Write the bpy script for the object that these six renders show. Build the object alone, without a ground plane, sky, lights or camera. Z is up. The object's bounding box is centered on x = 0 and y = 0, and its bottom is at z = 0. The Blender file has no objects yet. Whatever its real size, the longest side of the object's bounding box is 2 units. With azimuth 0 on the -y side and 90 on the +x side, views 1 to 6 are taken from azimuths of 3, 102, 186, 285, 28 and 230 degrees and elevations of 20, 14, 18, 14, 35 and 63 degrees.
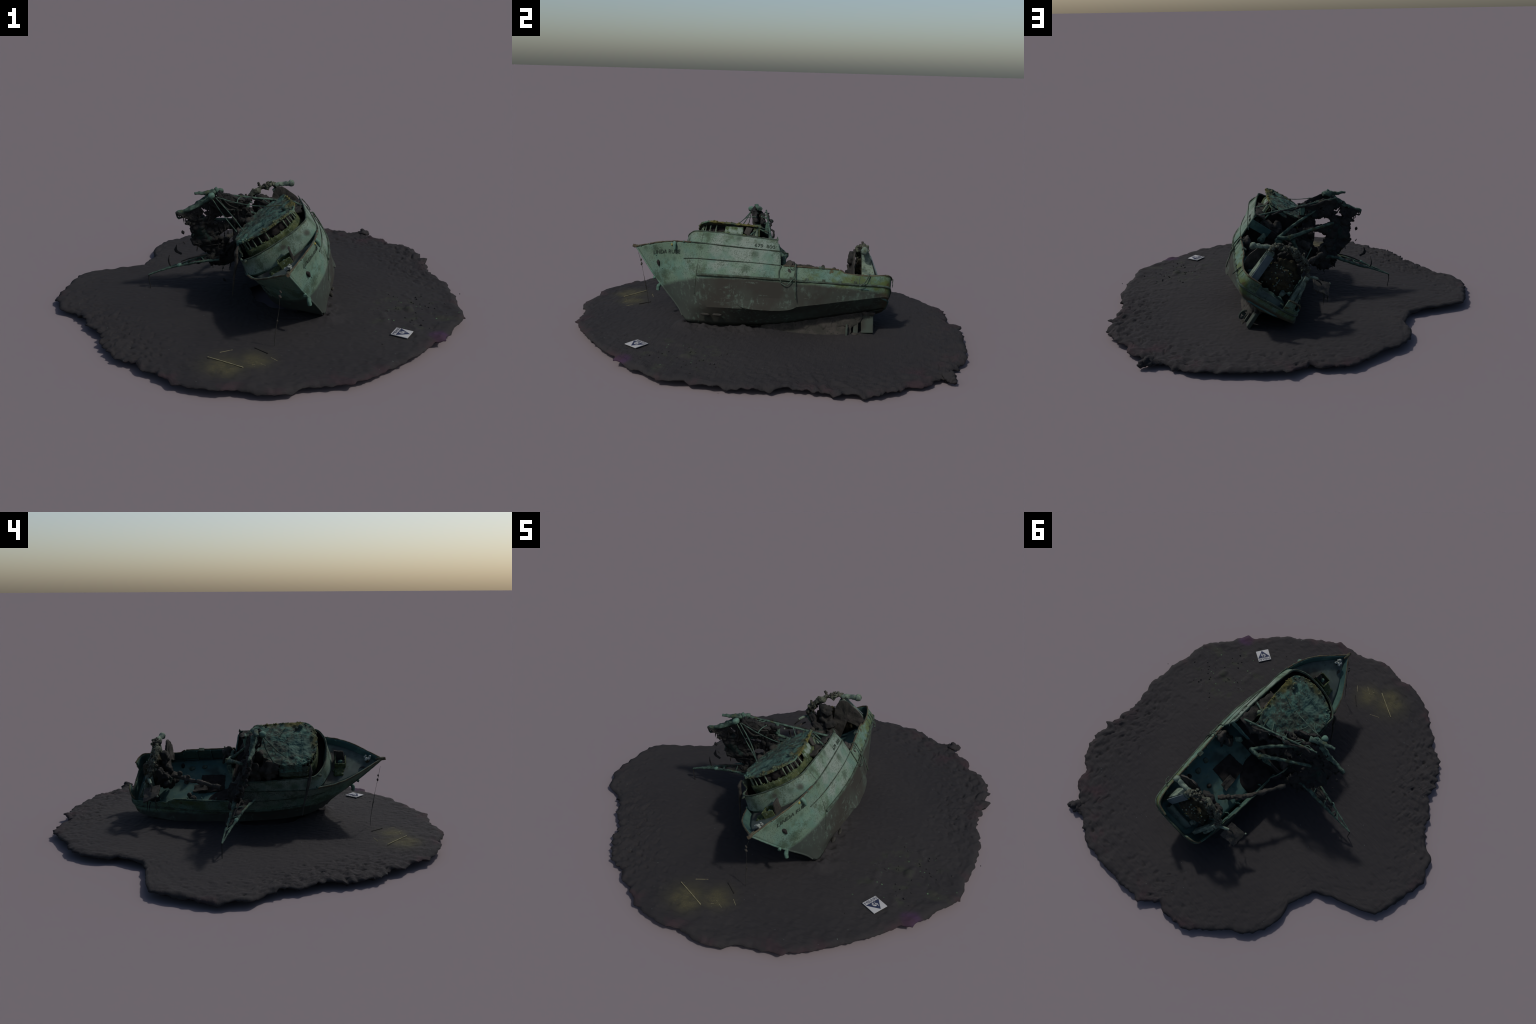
# A heeled-over fishing trawler wreck on a slab of dark seabed, with a marker card beside it.
# Ship parts are modelled in the ship's own frame: x = forward, y = to port, z = up from the deck,
# and the parent Empty carries the heel, trim and heading.
import bpy, bmesh, math, random
import numpy as np
from mathutils import Vector, Matrix, noise as mnoise
from mathutils.bvhtree import BVHTree

random.seed(7)
rng = np.random.default_rng(7)
SC = bpy.context.scene.collection

# ------------------------------------------------------------------ frame
def unit(v):
    v = np.array(v, float)
    return v / np.linalg.norm(v)
FWD = unit([.13, -1, .035])
PORT = np.array([.825, .13, .548]); PORT = unit(PORT - FWD * (PORT @ FWD))
UP = np.cross(FWD, PORT)
ORG = np.array([.10, 0, .25]) + .035 * PORT
SHIP = Matrix([[FWD[i], PORT[i], UP[i], ORG[i]] for i in range(3)] + [[0, 0, 0, 1]])
def to_ship(w):
    d = np.array(w) - ORG
    return (d @ FWD, d @ PORT, d @ UP)
GRAVITY = (-FWD[2], -PORT[2], -UP[2])          # world "down" in ship coordinates

# ------------------------------------------------------------------ materials
class Nodes:
    def __init__(self, name):
        self.mat = bpy.data.materials.new(name)
        self.mat.use_nodes = True
        self.t = self.mat.node_tree
        self.bsdf = self.t.nodes["Principled BSDF"]
        self.bsdf.inputs["Roughness"].default_value = .9
        self.bsdf.inputs["Specular IOR Level"].default_value = .15
        tc = self.t.nodes.new("ShaderNodeTexCoord")
        self.co = tc.outputs["Object"]
    def _set(self, sock, v):
        if hasattr(v, "is_output"):
            self.t.links.new(v, sock)
        elif isinstance(v, (tuple, list)) and len(v) == 3 and sock.type == 'RGBA':
            sock.default_value = (*v, 1)
        else:
            sock.default_value = v
    def xyz(self):
        s = self.t.nodes.new("ShaderNodeSeparateXYZ")
        self.t.links.new(self.co, s.inputs[0])
        return s.outputs
    def scaled(self, s, rot=(0, 0, 0), loc=(0, 0, 0)):
        m = self.t.nodes.new("ShaderNodeMapping")
        m.inputs["Scale"].default_value = s
        m.inputs["Rotation"].default_value = rot
        m.inputs["Location"].default_value = loc
        self.t.links.new(self.co, m.inputs[0])
        return m.outputs[0]
    def noise(self, scale, detail=4, rough=.55, co=None, dist=0):
        n = self.t.nodes.new("ShaderNodeTexNoise")
        n.inputs["Scale"].default_value = scale
        n.inputs["Detail"].default_value = detail
        n.inputs["Roughness"].default_value = rough
        n.inputs["Distortion"].default_value = dist
        self.t.links.new(co or self.co, n.inputs["Vector"])
        return n.outputs["Fac"]
    def voronoi(self, scale, co=None):
        n = self.t.nodes.new("ShaderNodeTexVoronoi")
        n.inputs["Scale"].default_value = scale
        self.t.links.new(co or self.co, n.inputs["Vector"])
        return n.outputs["Distance"]
    def math(self, op, a, b=0., c=None):
        n = self.t.nodes.new("ShaderNodeMath"); n.operation = op
        self._set(n.inputs[0], a); self._set(n.inputs[1], b)
        if c is not None: self._set(n.inputs[2], c)
        return n.outputs[0]
    def step(self, v, lo, hi):
        n = self.t.nodes.new("ShaderNodeMapRange"); n.interpolation_type = 'SMOOTHSTEP'
        self._set(n.inputs["Value"], v)
        n.inputs["From Min"].default_value = lo; n.inputs["From Max"].default_value = hi
        return n.outputs[0]
    def mix(self, f, a, b):
        n = self.t.nodes.new("ShaderNodeMix"); n.data_type = 'RGBA'
        self._set(n.inputs[0], f); self._set(n.inputs[6], a); self._set(n.inputs[7], b)
        return n.outputs[2]
    def spot(self, centre, radius, edge=.35, wob=None):
        d = self.t.nodes.new("ShaderNodeVectorMath"); d.operation = 'DISTANCE'
        self.t.links.new(self.co, d.inputs[0]); d.inputs[1].default_value = centre
        v = d.outputs["Value"]
        if wob is not None:
            v = self.math('ADD', v, self.math('MULTIPLY', self.math('SUBTRACT', wob, .5), radius * .9))
        return self.math('SUBTRACT', 1., self.step(v, radius * (1 - edge), radius * (1 + edge)))
    def finish(self, col, bump=None, strength=.3, dist=.004, rough=None):
        self._set(self.bsdf.inputs["Base Color"], col)
        if rough is not None: self.bsdf.inputs["Roughness"].default_value = rough
        if bump is not None:
            b = self.t.nodes.new("ShaderNodeBump")
            b.inputs["Strength"].default_value = strength
            b.inputs["Distance"].default_value = dist
            self.t.links.new(bump, b.inputs["Height"])
            self.t.links.new(b.outputs[0], self.bsdf.inputs["Normal"])
        return self.mat

PALE = (.082, .128, .092); PALE2 = (.142, .172, .148); OLIVE = (.030, .046, .026)
SILT = (.024, .0235, .0200); TEAL = (.055, .135, .115)

def mat_hull():
    n = Nodes("weathered_hull_paint")
    x, y, z = n.xyz()
    big, mid, fine = n.noise(4.5, 4), n.noise(15, 5, .62), n.noise(170, 3, .75)
    vert = n.noise(1, 5, .65, n.scaled((60, 60, 12)))
    lon = n.noise(1, 4, .6, n.scaled((10, 10, 70)))
    col = n.mix(n.step(n.noise(9, 4), .40, .62), PALE, (.062, .118, .094))
    # chalky bleached areas amidships, broken by noise
    am = n.math('SUBTRACT', 1., n.step(n.math('ABSOLUTE', n.math('SUBTRACT', x, .17)), .10, .34))
    ch = n.step(n.math('ADD', n.math('MULTIPLY', mid, .55), n.math('MULTIPLY', big, .55)), .46, .66)
    col = n.mix(n.math('MULTIPLY', ch, n.math('ADD', n.math('MULTIPLY', am, .75), .20)), col, PALE2)
    # olive blotches and fine dark speckle, thicker in the blotches
    g = n.math('ADD', n.math('MULTIPLY', n.noise(11, 5, .65), .75), n.math('MULTIPLY', fine, .25))
    blot = n.step(g, .49, .62)
    col = n.mix(n.math('MULTIPLY', blot, .72), col, OLIVE)
    col = n.mix(n.math('MULTIPLY', n.step(n.math('ADD', fine, n.math('MULTIPLY', mid, .35)), .70, .84), .65), col, (.030, .048, .034))
    col = n.mix(n.math('MULTIPLY', n.step(vert, .58, .70), .30), col, (.045, .065, .046))
    # aft bulwark has turned yellow-green
    aft = n.math('SUBTRACT', 1., n.step(n.math('ADD', x, n.math('MULTIPLY', big, .5)), -.10, .22))
    col = n.mix(n.math('MULTIPLY', aft, n.step(n.noise(12, 5, .65), .42, .66)), col, (.052, .070, .022))
    col = n.mix(n.math('MULTIPLY', n.step(n.noise(26, 4), .63, .70), aft), col, (.045, .036, .016))
    # dark growths, ragged
    wob = n.noise(42, 5, .7)
    for c, r in [((.566, .075, .074), .016), ((.535, .07, .0), .014), ((.51, .052, -.042), .018),
                 ((.46, .12, .012), .012), ((.50, .10, .01), .011), ((.63, .045, .085), .013),
                 ((.05, .19, .045), .016), ((.09, .19, -.03), .014),
                 ((.405, .095, .118), .014), ((.422, .005, .125), .013), ((.30, .18, .135), .014), ((.14, .185, .125), .014),
                 ((.26, -.18, .10), .020), ((.19, -.185, .11), .019), ((.32, -.18, .11), .017)]:
        col = n.mix(n.math('MULTIPLY', n.spot(c, r, .8, wob), .65), col, (.026, .044, .028))
    for c, r in [((.392, .140, .112), .014), ((.425, .022, .125), .012)]:
        col = n.mix(n.math('MULTIPLY', n.spot(c, r, .6, wob), .8), col, (.030, .026, .022))
    # coaming streaked olive toward its upper edge
    top = n.math('MULTIPLY', n.step(z, .085, .15), n.step(n.noise(20, 5, .7), .40, .64))
    col = n.mix(n.math('MULTIPLY', top, .55), col, (.056, .066, .034))
    # antifouling below the waterline: brown, scuffed with pale streaks
    edge = n.math('ADD', z, n.math('MULTIPLY', n.math('SUBTRACT', n.noise(22, 4), .5), .010))
    edge = n.math('ADD', edge, n.math('MULTIPLY', n.step(x, .2, .55), .016))
    below = n.math('SUBTRACT', 1., n.step(n.math('ADD', edge, n.math('MULTIPLY', n.math('SUBTRACT', n.noise(70, 4, .7), .5), .016)), -.088, -.068))
    brown = n.mix(n.step(n.noise(7, 4), .4, .65), (.0250, .0240, .0200), (.030, .034, .028))
    brown = n.mix(n.math('MULTIPLY', n.step(x, .24, .48), .8), brown, (.036, .047, .041))
    brown = n.mix(n.math('MULTIPLY', n.math('MULTIPLY', n.step(n.noise(5, 4), .44, .60), n.math('SUBTRACT', 1., n.step(x, -.25, .0))), .7), brown, (.040, .056, .046))
    scuff = n.math('MULTIPLY', n.step(n.math('ADD', n.math('MULTIPLY', vert, .6), n.math('MULTIPLY', n.noise(60, 4, .7), .45)), .54, .66), n.step(n.noise(6, 3), .42, .56))
    brown = n.mix(n.math('MULTIPLY', scuff, .6), brown, (.068, .100, .080))
    brown = n.mix(n.math('MULTIPLY', n.math('MULTIPLY', n.step(lon, .63, .70), n.step(fine, .42, .56)), .6), brown, (.075, .105, .085))
    brown = n.mix(n.math('MULTIPLY', n.step(n.math('MULTIPLY', x, -1.), .54, .60), .6), brown, (.052, .036, .018))
    col = n.mix(below, col, brown)
    return n.finish(col, n.math('ADD', mid, n.math('MULTIPLY', fine, .5)), .3, .003)

def mat_mottle(name, a, b, c, scale=20, dots=None, bump=.4, dist=.004, k=(.42, .6)):
    n = Nodes(name)
    m, f = n.noise(scale, 5, .6), n.noise(scale * 4.5, 4, .65)
    col = n.mix(n.step(m, *k), a, b)
    col = n.mix(n.step(f, .55, .66), col, c)
    if dots: col = n.mix(n.step(n.noise(scale * .45, 4), .58, .68), col, dots)
    return n.finish(col, n.math('ADD', m, n.math('MULTIPLY', f, .6)), bump, dist)

def mat_roof():
    n = Nodes("encrusted_roof_paint")
    x, y, z = n.xyz()
    m, f, b = n.noise(22, 6, .72, dist=.4), n.noise(110, 4, .75), n.noise(9, 4)
    col = n.mix(n.step(m, .44, .58), (.034, .042, .032), (.046, .094, .072))
    col = n.mix(n.step(f, .56, .66), col, (.060, .125, .100))
    col = n.mix(n.math('MULTIPLY', n.step(n.noise(24, 5), .57, .64), .85), col, (.020, .028, .024))
    col = n.mix(n.math('MULTIPLY', n.step(b, .56, .68), .7), col, (.015, .032, .034))
    # smooth clear patch of old paint toward the front
    col = n.mix(n.math('MULTIPLY', n.spot((.285, -.02, .22), .06, .35, n.noise(18, 3)), .8), col, (.050, .092, .074))
    # yellow-olive crust along the port and front edge
    e = n.math('ADD', n.math('MULTIPLY', n.step(y, .105, .145), 1.2), n.step(x, .325, .37))
    e = n.math('MULTIPLY', e, n.step(n.noise(14, 4), .34, .56))
    col = n.mix(n.math('MINIMUM', n.math('MULTIPLY', e, .85), 1.), col, (.075, .070, .022))
    return n.finish(col, n.math('ADD', m, n.math('MULTIPLY', f, .5)), .6, .006)

def mat_seabed():
    n = Nodes("dark_silt_seabed")
    x, y, z = n.xyz()
    big, f = n.noise(2.2, 4), n.noise(90, 4, .7)
    rip = n.noise(1, 4, .6, n.scaled((28, 150, 40), (0, 0, .25)))
    col = n.mix(n.step(big, .35, .65), (.0180, .0170, .0182), (.0208, .0196, .0202))
    col = n.mix(n.math('MULTIPLY', n.step(rip, .4, .7), .35), col, (.0255, .0240, .0250))
    col = n.mix(n.math('MULTIPLY', n.step(f, .60, .72), .4), col, (.0150, .0145, .0155))
    # greenish specks of growth on the east side and scattered white shell
    spk = n.math('SUBTRACT', 1., n.step(n.voronoi(34), .10, .17))
    zone = n.spot((.70, -.28, .04), .22, .5)
    col = n.mix(n.math('MULTIPLY', n.math('MULTIPLY', spk, n.step(n.noise(25, 2), .55, .60)), zone), col, (.065, .125, .065))
    col = n.mix(n.math('MULTIPLY', zone, n.math('MULTIPLY', n.step(n.noise(14, 4), .52, .66), .5)), col, (.028, .033, .021))
    dot = n.math('SUBTRACT', 1., n.step(n.voronoi(48), .045, .075))
    col = n.mix(n.math('MULTIPLY', dot, n.step(n.noise(40, 1), .62, .64)), col, (.12, .15, .14))
    # yellowish sandy patch in front of the bow, sprinkled with pale grains
    sand = n.math('MAXIMUM', n.spot((-.085, -.80, .04), .10, .55, n.noise(14, 4)), n.spot((.045, -.745, .04), .075, .6, n.noise(14, 4)))
    grain = n.step(n.noise(230, 3, .8), .52, .66)
    col = n.mix(n.math('MULTIPLY', n.math('MULTIPLY', sand, n.math('ADD', n.math('MULTIPLY', n.noise(18, 5, .7), .9), .15)), .75), col, (.034, .033, .020))
    core = n.math('MAXIMUM', n.spot((-.08, -.822, .04), .062, .5), n.spot((.035, -.765, .04), .05, .6))
    col = n.mix(n.math('MULTIPLY', core, n.math('MULTIPLY', n.math('ADD', n.math('MULTIPLY', grain, .55), .28), n.step(n.noise(16, 5, .7), .30, .55))), col, (.080, .072, .032))
    # purple and reddish coralline crust on the broken rim
    col = n.mix(n.math('MULTIPLY', n.spot((.815, -.485, .03), .042, .5, n.noise(26, 4)), .7), col, (.040, .019, .050))
    rr = n.t.nodes.new("ShaderNodeVectorMath"); rr.operation = 'LENGTH'
    n.t.links.new(n.co, rr.inputs[0])
    rim = n.math('MULTIPLY', n.step(rr.outputs["Value"], .86, .95), n.step(n.noise(7, 4), .52, .68))
    col = n.mix(n.math('MULTIPLY', rim, .55), col, (.032, .018, .022))
    h = n.math('ADD', rip, n.math('MULTIPLY', f, .6))
    return n.finish(col, h, .55, .004, .95)

def mat_plain(name, c, var=.35, scale=40, bump=.3, rough=.9):
    n = Nodes(name)
    m = n.noise(scale, 4, .65)
    d = tuple(v * (1 - var) for v in c)
    return n.finish(n.mix(n.step(m, .38, .62), d, c), m, bump, .003, rough)

M_HULL = mat_hull()
M_INNER = mat_mottle("teal_inner_plating", (.024, .056, .053), (.044, .088, .070), (.030, .058, .046), 9, None, .25)
M_DECK = mat_mottle("silted_deck", (.046, .060, .054), (.066, .092, .076), (.038, .052, .043), 8, (.034, .034, .030), .3)
M_FLOOR = mat_mottle("teal_deck_paint", (.036, .078, .074), (.066, .108, .088), (.040, .070, .056), 7, (.026, .040, .034), .3)
M_ROOF = mat_roof()
M_MOSS = mat_mottle("mossy_wheelhouse_wall", (.024, .036, .014), (.050, .062, .026), (.080, .110, .080), 26, (.014, .022, .010), .6)
M_MULL = mat_plain("pale_window_post", (.105, .140, .098), .5, 60)
M_PANEL = mat_mottle("flaking_white_panel", (.034, .055, .020), (.130, .170, .140), (.050, .075, .030), 30, None, .5)
M_DARK = mat_plain("near_black_mottle", (.014, .0125, .012), .5, 30)  # near-black tint shared by openings, window backing, boat deck, hatch cover and other dark parts
M_RAIL = mat_mottle("dark_strake_paint", (.028, .036, .025), (.048, .070, .054), (.020, .024, .018), 34)
M_RUST = mat_mottle("rusty_rail_cap", (.040, .034, .024), (.062, .066, .042), (.090, .050, .022), 30)
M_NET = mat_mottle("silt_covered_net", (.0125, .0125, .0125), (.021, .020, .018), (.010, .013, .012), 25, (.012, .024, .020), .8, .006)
M_PIPE = mat_mottle("verdigris_pipe", (.024, .042, .034), (.056, .092, .070), (.016, .022, .016), 40, (.040, .048, .024), .6)
M_GREENBLOB = mat_plain("green_sponge", (.070, .130, .100), .45, 25)
M_WHITE = mat_plain("white_sponge", (.22, .25, .23), .5, 40)
M_SILT = mat_mottle("brown_silt_coat", SILT, (.036, .033, .029), (.016, .015, .014), 25, None, .6)
M_REEL = mat_mottle("brown_fouled_net_roll", (.016, .014, .009), (.036, .031, .017), (.012, .017, .012), 22, None, .9, .008)
M_GANTRY = mat_mottle("pale_gantry_paint", (.055, .078, .066), (.115, .150, .115), (.040, .050, .020), 28, (.026, .027, .018), .5)
M_ARCH = mat_mottle("fouled_gantry_top", (.024, .023, .018), (.060, .066, .048), (.130, .150, .112), 34, (.020, .020, .018), .6)
M_STEEL = mat_plain("blue_grey_gantry_plate", (.080, .104, .110), .25, 12)
M_LETTER = mat_plain("faded_black_lettering", (.034, .048, .037), .4, 90, .1)
M_LETTER2 = mat_plain("faded_teal_lettering", (.040, .085, .075), .4, 90, .1)
M_CARD = mat_plain("white_card", (.30, .30, .30), .06, 8, 0., .8)
M_NAVY = mat_plain("navy_print", (.018, .024, .052), .1, 8, 0., .8)
M_SEABED = mat_seabed()
M_ROD = mat_plain("pale_yellow_rod", (.21, .19, .11), .4, 60)
M_YEL = mat_plain("yellow_shell", (.22, .19, .05), .4, 60)

# ------------------------------------------------------------------ mesh helpers
wreck = bpy.data.objects.new("shipwreck", None)
SC.objects.link(wreck)
wreck.matrix_world = SHIP
wreck["label"] = "rusting green fishing trawler wreck heeled over on its side"
wreck["category"] = "shipwreck"

def add(name, verts, faces, mat, parent=wreck, smooth=True, kind=None, angle=40):
    me = bpy.data.meshes.new(name)
    me.from_pydata([tuple(v) for v in verts], [], [tuple(f) for f in faces])
    me.validate(); me.update()
    mats = mat if isinstance(mat, (list, tuple)) else [mat]
    for m in mats: me.materials.append(m)
    ob = bpy.data.objects.new(name, me)
    SC.objects.link(ob)
    if parent is not None:
        ob.parent = parent
    if smooth:
        me.polygons.foreach_set("use_smooth", [True] * len(me.polygons))
        if angle:
            me.set_sharp_from_angle(angle=math.radians(angle))
    if kind: ob["kind"] = kind
    return ob

def fix_normals(ob):
    bm = bmesh.new(); bm.from_mesh(ob.data)
    bmesh.ops.recalc_face_normals(bm, faces=bm.faces)
    bm.to_mesh(ob.data); bm.free()

def spline(pts, n):
    """Catmull-Rom through pts, n samples per segment."""
    p = np.array(pts, float)
    q = np.vstack([2 * p[0] - p[1], p, 2 * p[-1] - p[-2]])
    out = []
    for i in range(1, len(q) - 2):
        a, b, c, d = q[i - 1:i + 3]
        for k in range(n):
            t = k / n
            out.append(.5 * ((2 * b) + (c - a) * t + (2 * a - 5 * b + 4 * c - d) * t * t + (3 * b - a - 3 * c + d) * t ** 3))
    out.append(p[-1])
    return np.array(out)

def poly(pts, n):
    p = np.array(pts, float); out = []
    for a, b in zip(p[:-1], p[1:]):
        out += [a + (b - a) * k / n for k in range(n)]
    return np.array(out + [p[-1]])

def grid_faces(nu, nv, close=False):
    f = []
    for i in range(nu - 1):
        for j in range(nv - (0 if close else 1)):
            k = (j + 1) % nv
            f.append((i * nv + j, (i + 1) * nv + j, (i + 1) * nv + k, i * nv + k))
    return f

class Bag:
    """Collects pieces so that small stuff can be joined into one mesh."""
    def __init__(self): self.v, self.f = [], []
    def put(self, v, f):
        o = len(self.v); self.v += [tuple(a) for a in v]; self.f += [tuple(i + o for i in q) for q in f]
        return self

def fbm(p, s, o=4):
    return mnoise.fractal(Vector(p) * s, 1.0, 2.0, o)

def tube_geo(pts, r, seg=10, rough=0., rs=60, sub=4, curved=True):
    pts = spline(pts, sub) if (curved and len(pts) > 2) else poly(pts, max(1, sub))
    n = len(pts)
    r = np.interp(np.linspace(0, 1, n), np.linspace(0, 1, len(np.atleast_1d(r))), np.atleast_1d(r)) if np.ndim(r) else np.full(n, r)
    v = []
    ref = np.array([.31, .2, .93])
    for i, c in enumerate(pts):
        d = unit(pts[min(i + 1, n - 1)] - pts[max(i - 1, 0)])
        if abs(d @ ref) > .95: ref = np.array([.9, .3, .1])
        a = unit(np.cross(d, ref)); b = np.cross(d, a)
        for k in range(seg):
            t = 2 * math.pi * k / seg
            o = a * math.cos(t) + b * math.sin(t)
            rad = r[i]
            if rough: rad *= 1 + rough * fbm(c + o * r[i], rs, 3)
            v.append(c + o * rad)
    f = grid_faces(n, seg, True)
    v.append(pts[0]); v.append(pts[-1])
    f += [(n * seg, (k + 1) % seg, k) for k in range(seg)]
    f += [(n * seg + 1, (n - 1) * seg + k, (n - 1) * seg + (k + 1) % seg) for k in range(seg)]
    return v, f

def tube(name, pts, r, mat, parent=wreck, seg=10, rough=0., rs=60, sub=4, curved=True, kind=None):
    v, f = tube_geo(pts, r, seg, rough, rs, sub, curved)
    return add(name, v, f, mat, parent, kind=kind, angle=50)

def blob_geo(c, r, rough=.25, rs=40, sub=3, rot=None):
    bm = bmesh.new(); bmesh.ops.create_icosphere(bm, subdivisions=sub, radius=1)
    R = np.array(rot) if rot is not None else np.eye(3)
    r = np.array(r if np.ndim(r) else (r, r, r), float); c = np.array(c, float)
    v = []
    for q in bm.verts:
        d = np.array(q.co)
        p = R @ (d * r)
        s = 1 + rough * fbm(c + p, rs, 4)
        v.append(c + p * s)
    f = [[w.index for w in q.verts] for q in bm.faces]
    bm.free()
    return v, f

def blob(name, c, r, mat, parent=wreck, rough=.25, rs=40, sub=3, kind=None):
    return add(name, *blob_geo(c, r, rough, rs, sub), mat, parent, kind=kind, angle=None)

def box_geo(lo, hi):
    (a, b, c), (d, e, f) = lo, hi
    v = [(a, b, c), (d, b, c), (d, e, c), (a, e, c), (a, b, f), (d, b, f), (d, e, f), (a, e, f)]
    return v, [(3, 2, 1, 0), (4, 5, 6, 7), (0, 1, 5, 4), (1, 2, 6, 5), (2, 3, 7, 6), (3, 0, 4, 7)]

def bevel(ob, w=.002, seg=2):
    m = ob.modifiers.new("bevel", 'BEVEL'); m.width = w; m.segments = seg; m.limit_method = 'ANGLE'
    return ob

def plate_geo(corners, th, nu=12, nv=12, rough=0., rs=25, edge=0.):
    """Thick bent plate over a bilinear patch of 4 corners."""
    a, b, c, d = [np.array(p, float) for p in corners]
    nrm = unit(np.cross(b - a, d - a))
    top, bot = [], []
    for i in range(nu):
        for j in range(nv):
            s, t = i / (nu - 1), j / (nv - 1)
            if edge and (i in (0, nu - 1) or j in (0, nv - 1)):
                s += edge * fbm((s * 3, t * 3, 1.7), 2.2, 3); t += edge * fbm((s * 3, t * 3, 9.1), 2.2, 3)
            p = a * (1 - s) * (1 - t) + b * s * (1 - t) + c * s * t + d * (1 - s) * t
            h = rough * fbm(p, rs, 4) if rough else 0
            top.append(p + nrm * (h + th / 2)); bot.append(p + nrm * (h - th / 2))
    n = nu * nv
    f = grid_faces(nu, nv)
    f = [q for q in f] + [tuple(k + n for k in reversed(q)) for q in f]
    ring = [i * nv for i in range(nu)] + [(nu - 1) * nv + j for j in range(1, nv)] + \
           [i * nv + nv - 1 for i in range(nu - 2, -1, -1)] + [j for j in range(nv - 2, 0, -1)]
    for i, p in enumerate(ring):
        q = ring[(i + 1) % len(ring)]
        f.append((q, p, p + n, q + n))
    return top + bot, f

def plate(name, corners, th, mat, parent=wreck, **kw):
    ob = add(name, *plate_geo(corners, th, **kw), mat, parent, angle=35)
    fix_normals(ob)
    return ob

def drape_geo(A, B, nu=30, nv=14, th=.006, sag=0., rough=.008, rs=22, bulge=(0, 0, 0)):
    """Fouled netting hung between two edge curves, with sag along gravity and lumpy thickness."""
    A = spline(A, 8); B = spline(B, 8)
    ta = np.linspace(0, 1, len(A)); tb = np.linspace(0, 1, len(B))
    g = np.array(GRAVITY); bul = np.array(bulge, float)
    P = np.zeros((nu, nv, 3))
    for i in range(nu):
        s = i / (nu - 1)
        a = np.array([np.interp(s, ta, A[:, k]) for k in range(3)])
        b = np.array([np.interp(s, tb, B[:, k]) for k in range(3)])
        for j in range(nv):
            t = j / (nv - 1)
            w = 4 * t * (1 - t)
            p = a + (b - a) * t + g * sag * w * (.6 + .8 * math.sin(s * 9.3) ** 2) + bul * w
            P[i, j] = p
    du = np.gradient(P, axis=0); dv = np.gradient(P, axis=1)
    N = np.cross(du, dv); N /= np.linalg.norm(N, axis=2, keepdims=True) + 1e-9
    top, bot = [], []
    for i in range(nu):
        for j in range(nv):
            p = P[i, j]
            h = rough * fbm(p + 3.1, rs, 4)
            t = th * (1 + .8 * fbm(p, rs * 1.7, 3))
            if j in (0, nv - 1) or i in (0, nu - 1): t *= .7
            e = rough * 1.1 * np.array([fbm(p, 50, 2), fbm(p + 5, 50, 2), fbm(p + 9, 50, 2)]) if j in (0, nv - 1) else 0
            top.append(p + N[i, j] * (h + t / 2) + e); bot.append(p + N[i, j] * (h - t / 2) + e)
    n = nu * nv
    f = grid_faces(nu, nv)
    f = f + [tuple(k + n for k in reversed(q)) for q in f]
    ring = [i * nv for i in range(nu)] + [(nu - 1) * nv + j for j in range(1, nv)] + \
           [i * nv + nv - 1 for i in range(nu - 2, -1, -1)] + [j for j in range(nv - 2, 0, -1)]
    for i, p in enumerate(ring):
        q = ring[(i + 1) % len(ring)]
        f.append((q, p, p + n, q + n))
    return top + bot, f

def flip(pts): return [(p[0], -p[1], p[2]) for p in pts]

def prism(name, outline, z0, z1, mat, parent=wreck, crown=0., rough=0., rs=25, rings=10, n=8, lip=0.):
    """Slab over a closed plan outline: concentric rings shrunk to the centroid, with crown and relief."""
    o = np.array(outline, float)
    o = spline(np.vstack([o, o[:1]]), n)[:-1]
    c = o.mean(0); m = len(o)
    v, f = [], []
    def top(p, k):
        q = z1 + crown * (1 - k * k)
        if rough: q += rough * fbm((p[0], p[1], .3), rs, 5)
        if lip: q += lip * max(0, k - .82) / .18
        return q
    for r in range(rings + 1):
        k = 1 - r / (rings + .5)
        for p in o:
            w = c + (p - c) * k
            v.append((w[0], w[1], top(w, k)))
    f += grid_faces(rings + 1, m, True)
    v.append((c[0], c[1], top(c, 0))); ci = len(v) - 1
    f += [(rings * m + i, rings * m + (i + 1) % m, ci) for i in range(m)]
    b = len(v)
    for p in o: v.append((p[0], p[1], z0 + (rough * .5 * fbm((p[0], p[1], 1.3), rs * 2, 3) if rough else 0)))
    v.append((c[0], c[1], z0)); bc = len(v) - 1
    f += [(i, b + i, b + (i + 1) % m, (i + 1) % m) for i in range(m)]
    f += [(b + (i + 1) % m, b + i, bc) for i in range(m)]
    ob = add(name, v, f, mat, parent, angle=50)
    fix_normals(ob)
    return ob

# ------------------------------------------------------------------ hull lines (port half)
# stations: transom centre, transom, corner, quarter, ... bow stem
KEEL = [(-.590, 0, -.118), (-.588, .002, -.118), (-.580, .003, -.120), (-.545, .004, -.130), (-.38, .006, -.172),
        (-.22, .008, -.212), (-.07, .008, -.245), (.07, .008, -.262), (.22, .010, -.272), (.335, .010, -.270),
        (.375, .006, -.262), (.398, 0, -.238)]
CHINE = [(-.600, 0, -.104), (-.600, .085, -.098), (-.592, .116, -.092), (-.545, .126, -.100), (-.38, .138, -.138),
         (-.22, .148, -.175), (-.07, .148, -.202), (.07, .144, -.214), (.22, .112, -.212), (.34, .068, -.205),
         (.40, .028, -.196), (.433, 0, -.187)]
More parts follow.
